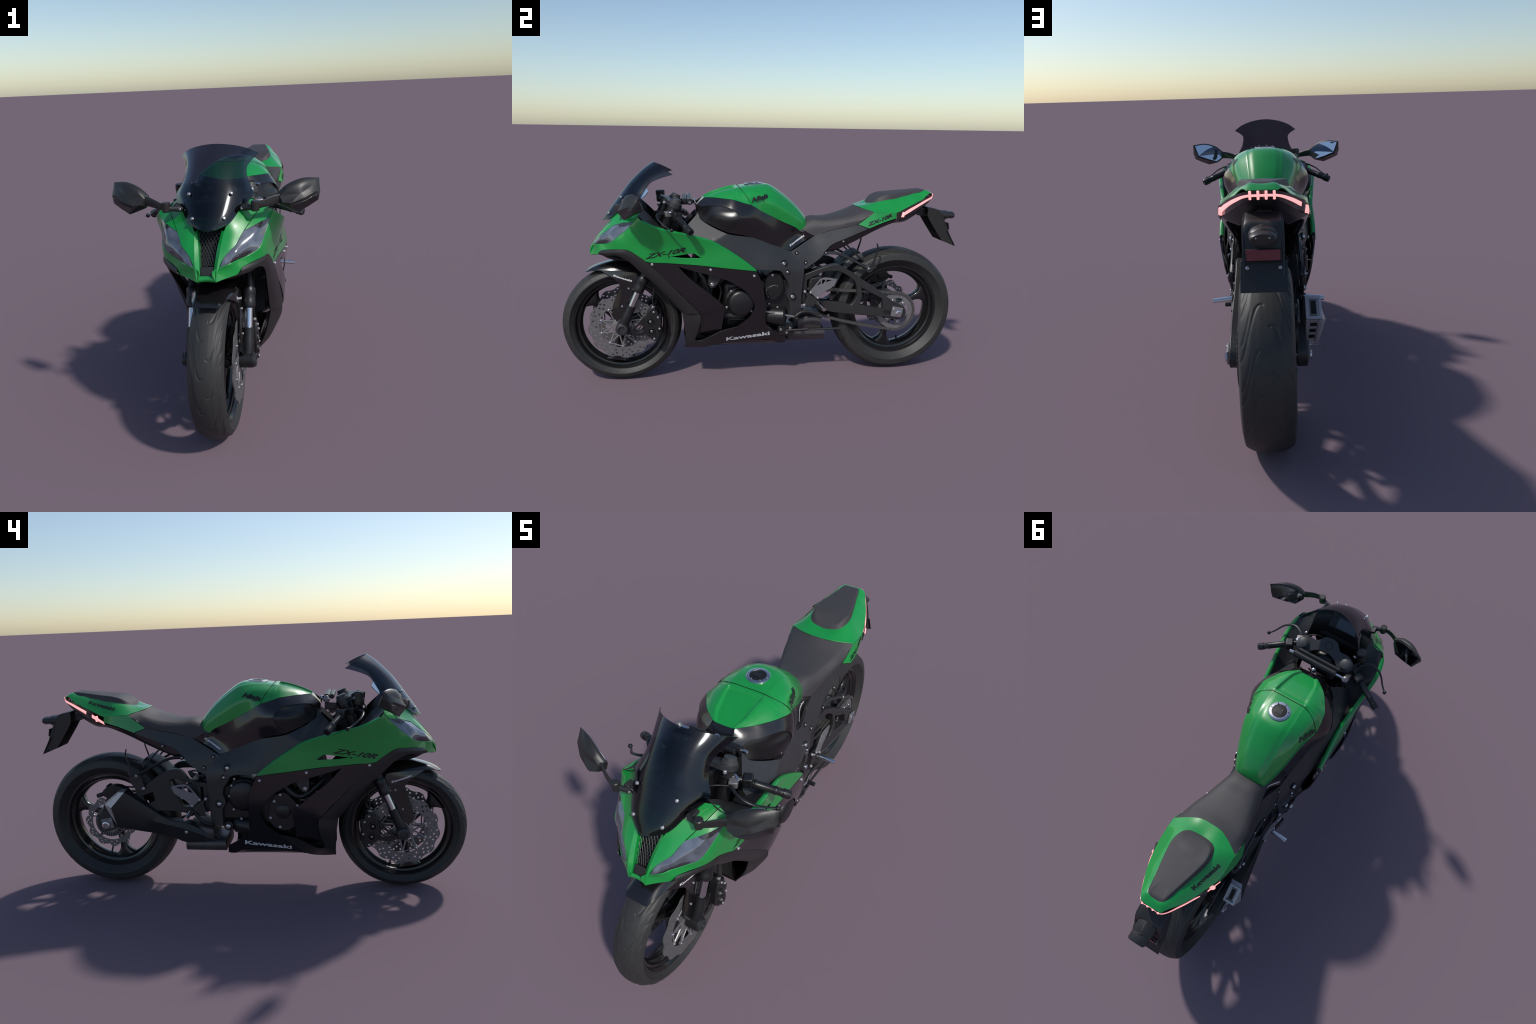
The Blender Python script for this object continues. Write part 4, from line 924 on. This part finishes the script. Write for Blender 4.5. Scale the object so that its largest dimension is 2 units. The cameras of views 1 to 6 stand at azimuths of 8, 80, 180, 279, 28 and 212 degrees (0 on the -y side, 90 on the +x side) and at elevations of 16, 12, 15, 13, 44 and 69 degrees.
# ------------------------------------------------------------------ swingarm
armL = [(.150, .520, 1), (.206, .543), (.280, .569), (.329, .582), (.363, .579), (.385, .566), (.441, .533), (.485, .502), (.547, .462), (.637, .395), (.690, .366), (.712, .350), (.721, .326), (.706, .294), (.675, .290), (.639, .294), (.617, .304), (.511, .315), (.416, .325), (.321, .339), (.250, .355), (.150, .390, 1)]
h1 = [(.200, .505, 1), (.281, .545), (.331, .549), (.373, .542), (.438, .500), (.452, .474), (.457, .418), (.427, .374), (.396, .382), (.320, .393), (.200, .415, 1)]
h2 = [(.481, .460, 1), (.589, .401, 1), (.599, .344, 1), (.474, .372, 1), (.485, .417)]
AF = Rbf([(.15, .45, .112), (.33, .56, .118), (.44, .45, .122), (.6, .36, .133), (.72, .33, .134), (.4, .33, .126), (.25, .37, .116)], 1e-5)
arm = panel("swingarm", armL, AF, SWING, .036, holes=[h1, h2], step=.012, bevel=.006)
armR = [(.150, .520, 1), (.262, .535), (.290, .571), (.319, .588), (.367, .581), (.424, .548), (.485, .505), (.547, .462), (.637, .412), (.705, .373), (.724, .340), (.715, .300), (.690, .288), (.639, .300), (.511, .358), (.416, .388), (.321, .384), (.250, .372), (.150, .390, 1)]
h3 = [(.354, .536), (.331, .543), (.298, .532), (.250, .517), (.200, .500, 1), (.200, .43, 1), (.254, .411), (.297, .411), (.321, .454), (.348, .513)]
h4 = [(.440, .480, 1), (.490, .462, 1), (.475, .42, 1), (.432, .44, 1)]
h5 = [(.51, .435, 1), (.60, .39, 1), (.60, .355, 1), (.53, .385, 1)]
panel("swingarm", armR, lambda a, b: -AF(a, b), SWING, .036, holes=[h3, h4, h5], step=.012, bevel=.006, out=-1)
rod("swingarm_pivot", (-.12, .150, .455), (.12, .150, .455), .035, SWING, parent=arm)
box("swingarm_brace", (0, .245, .47), (.22, .07, .10), SWING, bevel=.012, parent=arm)
rod("axle", (-.15, *RW), (.15, *RW), .012, STEEL, 18, parent=arm)
for s in (1, -1):
    slab("axle_block", [(.645, .362, 1), (.702, .350, 1), (.692, .298, 1), (.636, .310, 1)], min(s * .134, s * .144), max(s * .134, s * .144), GUARD, bevel=.003, parent=arm)
    turned("axle_nut", (s * .143, *RW), (s, 0, 0), [(0, .019), (.006, .019), (.008, .016), (.008, .011), (.004, .010)], CHROME, 24 if s < 0 else 6, arm)
    bolt((s * .144, .650, .347), (s, 0, 0), .0065, arm)
    slab("axle_slot", [(.60, .345, 1), (.645, .335, 1), (.642, .315, 1), (.598, .325, 1)], min(s * .130, s * .1345), max(s * .130, s * .1345), PITCH, bevel=0, parent=arm)
# rear tyre hugger and shock
rows = []
for deg, r in ((122, .368), (127, .376), (135, .382), (146, .385), (158, .384)):
    a = math.radians(deg)
    rows.append([(x, RW[0] + (r - q) * math.cos(a), RW[1] + (r - q) * math.sin(a)) for x, q in ((0, 0), (.055, .001), (.075, .008), (.084, .030))])
hug = loft("hugger", rows, HUGM, 4, 4, half=True, thick=.004, side=(0, 0, 1))
rod("shock", (0, .20, .42), (0, .24, .64), .026, DARK)
spring = [(0.032 * math.cos(t), .205 + .03 * t / 38 + .032 * math.sin(t), .45 + .15 * t / 38) for t in np.linspace(0, 38, 150)]
tube("spring", spring, .0055, STEEL, 6, 0)
# rear caliper
rc = slab("brake_caliper", [(.70, .47), (.66, .505), (.61, .505), (.575, .485), (.56, .455), (.60, .440), (.66, .438)], -.110, -.062, DARK, bevel=.005)
box("caliper_body", (-.078, .655, .480), (.05, .055, .045), DARK, ("X", .3), .006, rc)
rod("caliper_pin", (-.10, .690, .467), (-.10, .725, .455), .010, DARK, 14, parent=rc)
tube("brake_hose", [(-.09, .60, .50), (-.10, .52, .50), (-.105, .44, .52), (-.10, .32, .56)], .004, PITCH, 8, parent=rc)
slab("caliper_bracket", [(.56, .46, 1), (.68, .44), (.70, .36), (.66, .33), (.63, .38), (.60, .42)], -.104, -.094, DARK, parent=rc)

# ------------------------------------------------------------------ chain drive
SPX = .094
th = np.linspace(0, 2 * np.pi, 41 * 4, endpoint=False)
spr = .0955 + .0030 * np.cos(41 * th)
so = np.c_[RW[0] + spr * np.cos(th), RW[1] + spr * np.sin(th)]
H = []
for k in range(6):
    a = 2 * np.pi * k / 6 + .25
    H.append(contour([(RW[0] + r * math.cos(a + d), RW[1] + r * math.sin(a + d)) for r, d in ((.072, -.30), (.072, .30), (.045, .12), (.045, -.12))], .006))
V, T = fill(so, H, .02, False)
W, F = shell(np.c_[np.full(len(V), SPX + .003), V], T, .006, (1, 0, 0))
sprocket = add("sprocket", W, F, STEEL, rear, 30)
turned("sprocket_carrier", (.060, *RW), (1, 0, 0), [(0, .055), (.028, .055), (.031, .040)], DARK, 36, rear)
for k in range(6):
    a = 2 * np.pi * k / 6 - .27
    bolt((SPX + .004, RW[0] + .058 * math.cos(a), RW[1] + .058 * math.sin(a)), (1, 0, 0), .0085, sprocket, BOLT_CHROME)
FC, FRr, RRr = (.045, .437), .034, .0985
ring = np.linspace(0, 2 * np.pi, 16 * 4, endpoint=False)
fs = .033 + .003 * np.cos(16 * ring)
V, T = fill(np.c_[FC[0] + fs * np.cos(ring), FC[1] + fs * np.sin(ring)], [], .02, False)
W, F = shell(np.c_[np.full(len(V), SPX + .003), V], T, .006, (1, 0, 0)); add("sprocket", W, F, STEEL, None, 30)
# chain path: straight top run, round the rear sprocket, sagging bottom run, front sprocket
dv = np.array([RW[0] - FC[0], RW[1] - FC[1]]); D0 = np.linalg.norm(dv); base = math.atan2(dv[1], dv[0]); off = math.asin((RRr - FRr) / D0)
up = base + math.pi / 2 + off; dn = base - math.pi / 2 - off
path = []
for a in np.linspace(up, dn - 0.0, 60):
    path.append((RW[0] + RRr * math.cos(a), RW[1] + RRr * math.sin(a)))
p0 = np.array(path[-1]); p1 = np.array([FC[0] + FRr * math.cos(dn), FC[1] + FRr * math.sin(dn)])
for t in np.linspace(0, 1, 40)[1:]:
    q = p0 + (p1 - p0) * t; path.append((q[0], q[1] - .020 * math.sin(math.pi * t)))
for a in np.linspace(dn, up - 2 * math.pi, 30)[1:]:
    path.append((FC[0] + FRr * math.cos(a), FC[1] + FRr * math.sin(a)))
path = np.array(path + [path[0]])
d = np.r_[0, np.cumsum(np.linalg.norm(np.diff(path, axis=0), axis=1))]
NL = 2 * int(d[-1] / .0152 / 2)
S = np.linspace(0, d[-1], NL + 1)
JP = np.c_[np.interp(S, d, path[:, 0]), np.interp(S, d, path[:, 1])]
def link_mesh(w, name):
    L = .0152; parts = []
    for sx in (-1, 1):
        pts = []
        for cx in (0, L):
            for a in np.linspace(-1.25, 1.25, 7) + (0 if cx else math.pi):
                pts.append((cx + .0076 * math.cos(a), .0076 * math.sin(a)))
            pts.append((L / 2, .0050 if cx == 0 else .0050))
        pts = pts[:7] + [(L / 2, -.0050)] + pts[8:15] + [(L / 2, .0050)]
        pts = np.array(pts); n = len(pts); x0 = sx * w
        V = np.vstack([np.c_[np.full(n, x0 - .0013), pts], np.c_[np.full(n, x0 + .0013), pts]])
        parts.append((V, [tuple(range(n)), tuple(range(2 * n - 1, n - 1, -1))] + [(i, (i + 1) % n, n + (i + 1) % n, n + i) for i in range(n)]))
    for cx in (0, L):
        parts.append(turned_mesh((-w - .002, cx, 0), (1, 0, 0), [(0, .0034), (2 * w + .004, .0034)], 8))
    V, F = merge(parts); me = bpy.data.meshes.new(name); me.from_pydata([tuple(v) for v in V], [], F); me.materials.append(CHAINM)
    return me
LM_OUT, LM_IN = link_mesh(.0090, "chain_link"), link_mesh(.0055, "chain_link")
for i in range(NL):
    p, q = JP[i], JP[i + 1]; ang = math.atan2(q[1] - p[1], q[0] - p[0])
    ob = link(bpy.data.objects.new("chain_link", (LM_OUT, LM_IN)[i % 2]), sprocket)
    ob.matrix_basis = Matrix.Translation((SPX, p[0], p[1])) @ Matrix.Rotation(ang, 4, "X")

# ------------------------------------------------------------------ engine, radiator, exhaust
eng = box("engine", (0, -.12, .42), (.29, .22, .20), DARK, bevel=.03)
box("cylinder_block", (0, -.19, .56), (.22, .17, .18), DARK, ("X", math.radians(-25)), .02, eng)
box("gearbox", (0, .05, .43), (.24, .18, .20), DARK, bevel=.03, parent=eng)
box("sump", (0, -.09, .27), (.18, .26, .13), DARK, bevel=.03, parent=eng)
box("cylinder_head", (0, -.27, .62), (.20, .10, .10), PITCH, ("X", math.radians(-25)), .015, eng)
# chain side: generator dome, sprocket cover
turned("engine_cover", (.130, -.140, .419), (1, 0, 0), [(0, .078), (.030, .076), (.036, .066), (.052, .064), (.062, .058), (.067, .046), (.068, 0.0001)], DARK, 48, eng)
for a in (30, 130, 200, 255, 318):
    t = math.radians(a); bolt((.166, -.140 + .072 * math.cos(t), .419 + .072 * math.sin(t)), (1, 0, 0), .0062, eng)
slab("sprocket_cover", [(-.018, .500), (.000, .548), (.055, .548), (.075, .500), (.070, .445), (.040, .412), (.000, .420), (-.020, .455)], .112, .142, DARK, bevel=.008, parent=eng)
slab("sprocket_cover", [(-.003, .480), (.058, .497), (.060, .450), (.030, .420), (.002, .435)], .142, .147, DARK, bevel=.003, parent=eng)
bolt((.144, .018, .544), (1, 0, 0), .008, eng)
for k in range(9):
    t = math.radians(60 + k * 20); bolt((.146, .024 + .036 * math.cos(t), .458 + .034 * math.sin(t)), (1, 0, 0), .003, eng, BOLT_DARK)
for yy, zz in ((.005, .395), (.048, .375), (-.02, .36)):
    bolt((.130, yy, zz), (1, 0, 0), .0055, eng)
rod("starter", (.09, -.04, .33), (.135, .09, .33), .045, DARK, 24, .2, eng)
tube("coolant_hose", [(.12, -.26, .36), (.15, -.22, .352), (.155, -.15, .348), (.14, -.09, .36)], .016, DARK, 12, parent=eng)
tube("coolant_hose", [(.10, -.34, .60), (.15, -.34, .58), (.165, -.315, .53), (.15, -.30, .47)], .017, DARK, 12, parent=eng)
tube("coolant_hose", [(-.10, -.40, .60), (-.15, -.34, .53), (-.165, -.27, .478), (-.165, -.23, .482), (-.16, -.18, .525)], .0155, DARK, 12, parent=eng)
tube("wire", [(.15, -.27, .55), (.155, -.235, .48), (.15, -.25, .40)], .006, PITCH, 8, parent=eng)
for s in (1, -1):
    slab("engine_mount", [(-.296, .580, 1), (-.225, .570, 1), (-.262, .505), (-.282, .498), (-.296, .510)], min(s * .185, s * .193), max(s * .185, s * .193), FRAME, bevel=.002, parent=eng)
    bolt((s * .195, -.279, .518), (s, 0, 0), .0095, eng)
# other side: clutch cover
cc = [(-.215, .470), (-.190, .495), (-.150, .490), (-.125, .455), (-.110, .400), (-.115, .360), (-.150, .325), (-.200, .320), (-.240, .35), (-.250, .410), (-.243, .440)]
slab("engine_cover", cc, -.178, -.120, DARK, bevel=.010, parent=eng, out=-1) if False else slab("engine_cover", cc, -.178, -.120, DARK, bevel=.010, parent=eng)
turned("pulse_cover", (-.176, -.178, .408), (-1, 0, 0), [(0, .034), (.006, .033), (.010, .026), (.011, 0.0001)], DARK, 32, eng)
for yy, zz in ((-.167, .485), (-.139, .455), (-.120, .378), (-.162, .335), (-.243, .436)):
    bolt((-.180, yy, zz), (-1, 0, 0), .0068, eng)
turned("clutch_cover", (-.110, .005, .470), (-1, 0, 0), [(0, .078), (.022, .076), (.028, .066), (.040, .064), (.046, .052), (.047, 0.0001)], DARK, 48, eng)
for yy, zz in ((.059, .517), (.071, .467), (.054, .404), (.02, .36), (.045, .548)):
    bolt((-.140, yy, zz), (-1, 0, 0), .0062, eng)
rod("oil_filter", (-.09, .055, .320), (-.125, -.04, .318), .040, DARK, 28, .2, eng)
bolt((-.150, .081, .326), (-1, 0, 0), .0125, eng, BOLT_CHROME)
rod("frame_lug", (-.10, .081, .326), (-.148, .081, .326), .022, DARK, 20, parent=eng)
# radiator with horizontal fins
rad = box("radiator", (0, -.365, .500), (.295, .026, .26), RADI, ("X", math.radians(-14)), .006)
fins = []
for k in range(34):
    t = -.125 + k * .25 / 33
    fins.append(box_mesh((0, -.381 + t * math.sin(math.radians(14)), .4965 + t * math.cos(math.radians(14))), (.288, .004, .0022), ("X", math.radians(-14))))
V, F = merge(fins); add("radiator_fins", V, F, DARK, rad, kind="stuff")
box("oil_cooler", (0, -.325, .30), (.20, .03, .10), RADI, ("X", math.radians(-10)), .006, rad)
for k, x in enumerate((-.075, -.025, .025, .075)):
    tube("header_pipe", [(x, -.28, .52), (x, -.345, .48), (x * .95, -.345, .36), (x * .7, -.30, .24), (x * .4, -.20, .205), (x * .3 + .0, .02, .205)], .019, COLLECT, 12, parent=eng)
# collector box under the gearbox
cbx = loft("collector_box", [[(-.09, y, .185), (.085, y, .185), (.10, y, .20), (.10, y, .225), (.092, y, .240), (-.09, y, .240), (-.105, y, .225), (-.105, y, .20)] for y in (.108, .20, .30)], COLLECT, 3, 2, wrap=True, angle=40)
loft("collector_box", [[(-.085, y, .235), (.075, y, .235), (.085, y, .25), (.082, y, zt - .01), (.065, y, zt), (-.085, y, zt), (-.10, y, zt - .015), (-.10, y, .25)] for y, zt in ((.165, .300), (.22, .312), (.285, .312))], COLLECT, 3, 2, wrap=True, parent=cbx)
tube("link_pipe", [(-.02, .25, .24), (-.06, .28, .27), (-.085, .33, .29), (-.10, .40, .32)], .022, COLLECT, 14, parent=cbx)
# muffler: faceted body from the pointed front to the slanted tip
def sec(y, zt, zr, zb, xi, xo, dy=(0, 0, 0)):
    w = xo - xi
    return [(-xi - .004, y + dy[0], zt - .012), (-xi - .012, y + dy[0], zt - .001), (-xi - w * .45, y + dy[0], zt), (-xo + .002, y + dy[1], zr + .012), (-xo, y + dy[1], zr), (-xo + .003, y + dy[1], zr - .012), (-xi - w * .72, y + dy[2], zb + .004), (-xi - w * .55, y + dy[2], zb), (-xi - .010, y + dy[2], zb), (-xi, y + dy[2], zb + .010)]
def msec(top, outer, ridge, bot, inn):      # six-sided section: inner top, outer top, ridge, outer foot, inner foot, inner side
    (xt, yt, zt), (xo, yo, zo), (xr, yr, zr), (xb, yb, zb) = top, outer, ridge, bot
    return [(-xt, yt, zt), (-xo, yo, zo), (-xr, yr, zr), (-xb, yb, zb), (-inn, yb, zb), (-inn + .003, (yt + yb) / 2, (zt + zb) / 2)]
body_end = msec((.128, .561, .501), (.178, .558, .495), (.2045, .618, .427), (.177, .606, .327), .118)
secs = [msec((.070, .140, .238), (.092, .140, .238), (.100, .145, .235), (.096, .145, .231), .068), msec((.062, .200, .286), (.100, .200, .281), (.110, .205, .262), (.104, .206, .232), .058),
        msec((.068, .275, .326), (.112, .272, .322), (.124, .285, .298), (.116, .300, .233), .062), msec((.078, .330, .342), (.123, .326, .338), (.133, .338, .316), (.125, .345, .255), .070),
        msec((.092, .375, .352), (.134, .367, .350), (.146, .389, .333), (.136, .423, .280), .080), msec((.110, .462, .423), (.155, .460, .418), (.176, .506, .380), (.160, .520, .304), .098), body_end]
muf = loft("muffler", secs, MUFFLER, 1, 3, wrap=True, smooth_v=False, angle=25, bevel=.0025)
bolt((-.124, .290, .286), (-1, 0, 0), .0085, muf)
tip_end = msec((.133, .577, .4985), (.190, .577, .4985), (.190, .652, .440), (.173, .606, .333), .126)
tip_end[5] = (-.133, .652, .440)
b_end = list(body_end); b_end[5] = (-.120, .610, .425)
tip = loft("exhaust_tip", [b_end, tip_end], ALU, 1, 1, wrap=True, smooth_u=False, smooth_v=False, angle=20, parent=muf, caps=False)
# end plate: upper outlet face and lower slotted face
UF = [(-.133, .577, .4985), (-.190, .577, .4985), (-.190, .652, .440), (-.133, .652, .440)]
LF2 = [(-.133, .652, .440), (-.190, .652, .440), (-.173, .606, .333), (-.126, .606, .333)]
add("exhaust_end", UF + LF2[2:], [(0, 1, 2, 3), (3, 2, 4, 5)], ALU, tip, 20)
def on_quad(Q, u, v, o):
    Q = np.array(Q); p = (Q[0] * (1 - u) + Q[1] * u) * (1 - v) + (Q[3] * (1 - u) + Q[2] * u) * v
    nn = np.cross(Q[1] - Q[0], Q[3] - Q[0]); nn /= np.linalg.norm(nn)
    if nn[1] < 0: nn = -nn
    return p + nn * o
def quad_bar(Q, u0, u1, v0, v1, o0, o1):
    V = [on_quad(Q, u, v, o) for o in (o0, o1) for u, v in ((u0, v0), (u1, v0), (u1, v1), (u0, v1))]
    return np.array(V), [(3, 2, 1, 0), (4, 5, 6, 7), (0, 1, 5, 4), (1, 2, 6, 5), (2, 3, 7, 6), (3, 0, 4, 7)]
V, F = merge([quad_bar(UF, 0, .16, 0, 1, 0, .006), quad_bar(UF, .84, 1, 0, 1, 0, .006), quad_bar(UF, .16, .84, 0, .12, 0, .006), quad_bar(UF, .16, .84, .88, 1, 0, .006), quad_bar(LF2, 0, .14, 0, 1, 0, .004), quad_bar(LF2, .80, 1, 0, 1, 0, .004), quad_bar(LF2, .14, .80, .92, 1, 0, .004)])
add("exhaust_frame", V, F, ALU, tip, 30, .001)
V, F = merge([quad_bar(UF, .28, .72, .16, .84, .0005, .0045)]); add("exhaust_outlet", V, F, STEEL, tip, 30, .001)
V, F = merge([quad_bar(UF, .34, .66, .21, .79, .002, .0052)] + [quad_bar(LF2, .30, .72, v, v + .13, .0003, .0016) for v in (.13, .38, .63)]); add("exhaust_opening", V, F, PITCH, tip, 30)

# ------------------------------------------------------------------ footrests, levers, stand
heel = [(.202, .453, 1), (.256, .518, 1), (.280, .527), (.341, .516, 1), (.328, .483), (.279, .451), (.246, .416, 1), (.216, .444)]
hh = [[(.238, .484, 1), (.258, .511, 1), (.260, .492, 1)], [(.266, .516, 1), (.284, .514, 1), (.276, .498, 1), (.266, .490, 1)], [(.291, .515, 1), (.318, .511, 1), (.284, .501, 1)]]
peg = [(.172, .462), (.200, .446), (.249, .415), (.240, .390), (.225, .374), (.177, .378), (.196, .425)]
for s in (1, -1):
    a, b = sorted((s * .148, s * .153))
    hp = slab("heel_guard", heel, a, b, GUARD, holes=hh, bevel=.001)
    a, b = sorted((s * .132, s * .144))
    br = slab("peg_bracket", peg, a, b, SWING, bevel=.003, parent=hp)
    for yy, zz in ((.182, .455), (.180, .386)):
        bolt((s * .146, yy, zz), (s, 0, 0), .0075, hp)
    for yy, zz in ((.209, .452), (.246, .424)):
        bolt((s * .154, yy, zz), (s, 0, 0), .0062, hp)
    tube("footpeg", [(s * .150, .254, .392), (s * .228, .260, .385)], [.0125, .0115], CHROME, 10, 0, hp, squash=.8)
    rod("peg_joint", (s * .135, .246, .392), (s * .152, .254, .391), .014, SWING, 16, parent=hp)
rod("shift_linkage", (.150, -.016, .362), (.152, .128, .330), .0055, STEEL, 12)
tube("shift_lever", [(.150, .132, .328), (.150, .165, .352), (.150, .215, .352), (.150, .258, .338)], [.008, .007, .008, .007], SWING, 8)
slab("shift_arm", [(-.022, .418, 1), (-.008, .418, 1), (-.010, .356), (-.022, .356)], .144, .152, SWING, bevel=.002)
rod("shift_peg", (.150, .138, .327), (.190, .138, .326), .0095, DARK, 16)
tube("brake_pedal", [(-.150, .235, .385), (-.152, .19, .345), (-.152, .16, .335)], [.008, .007, .007], DARK, 8)
stand = tube("side_stand", [(.128, .075, .250), (.135, .22, .254), (.140, .372, .256)], [.007, .0055, .006], SWING, 10, 0)
box("stand_bracket", (.115, .090, .255), (.05, .075, .055), DARK, bevel=.006, parent=stand)
for yy, zz in ((.065, .262), (.095, .245), (.112, .268)):
    bolt((.142, yy, zz), (1, 0, 0), .007, stand, BOLT_DARK)
tube("stand_spring", [(.145, .09, .258), (.145, .20, .262)], .004, CHAINM, 8, 0, stand)
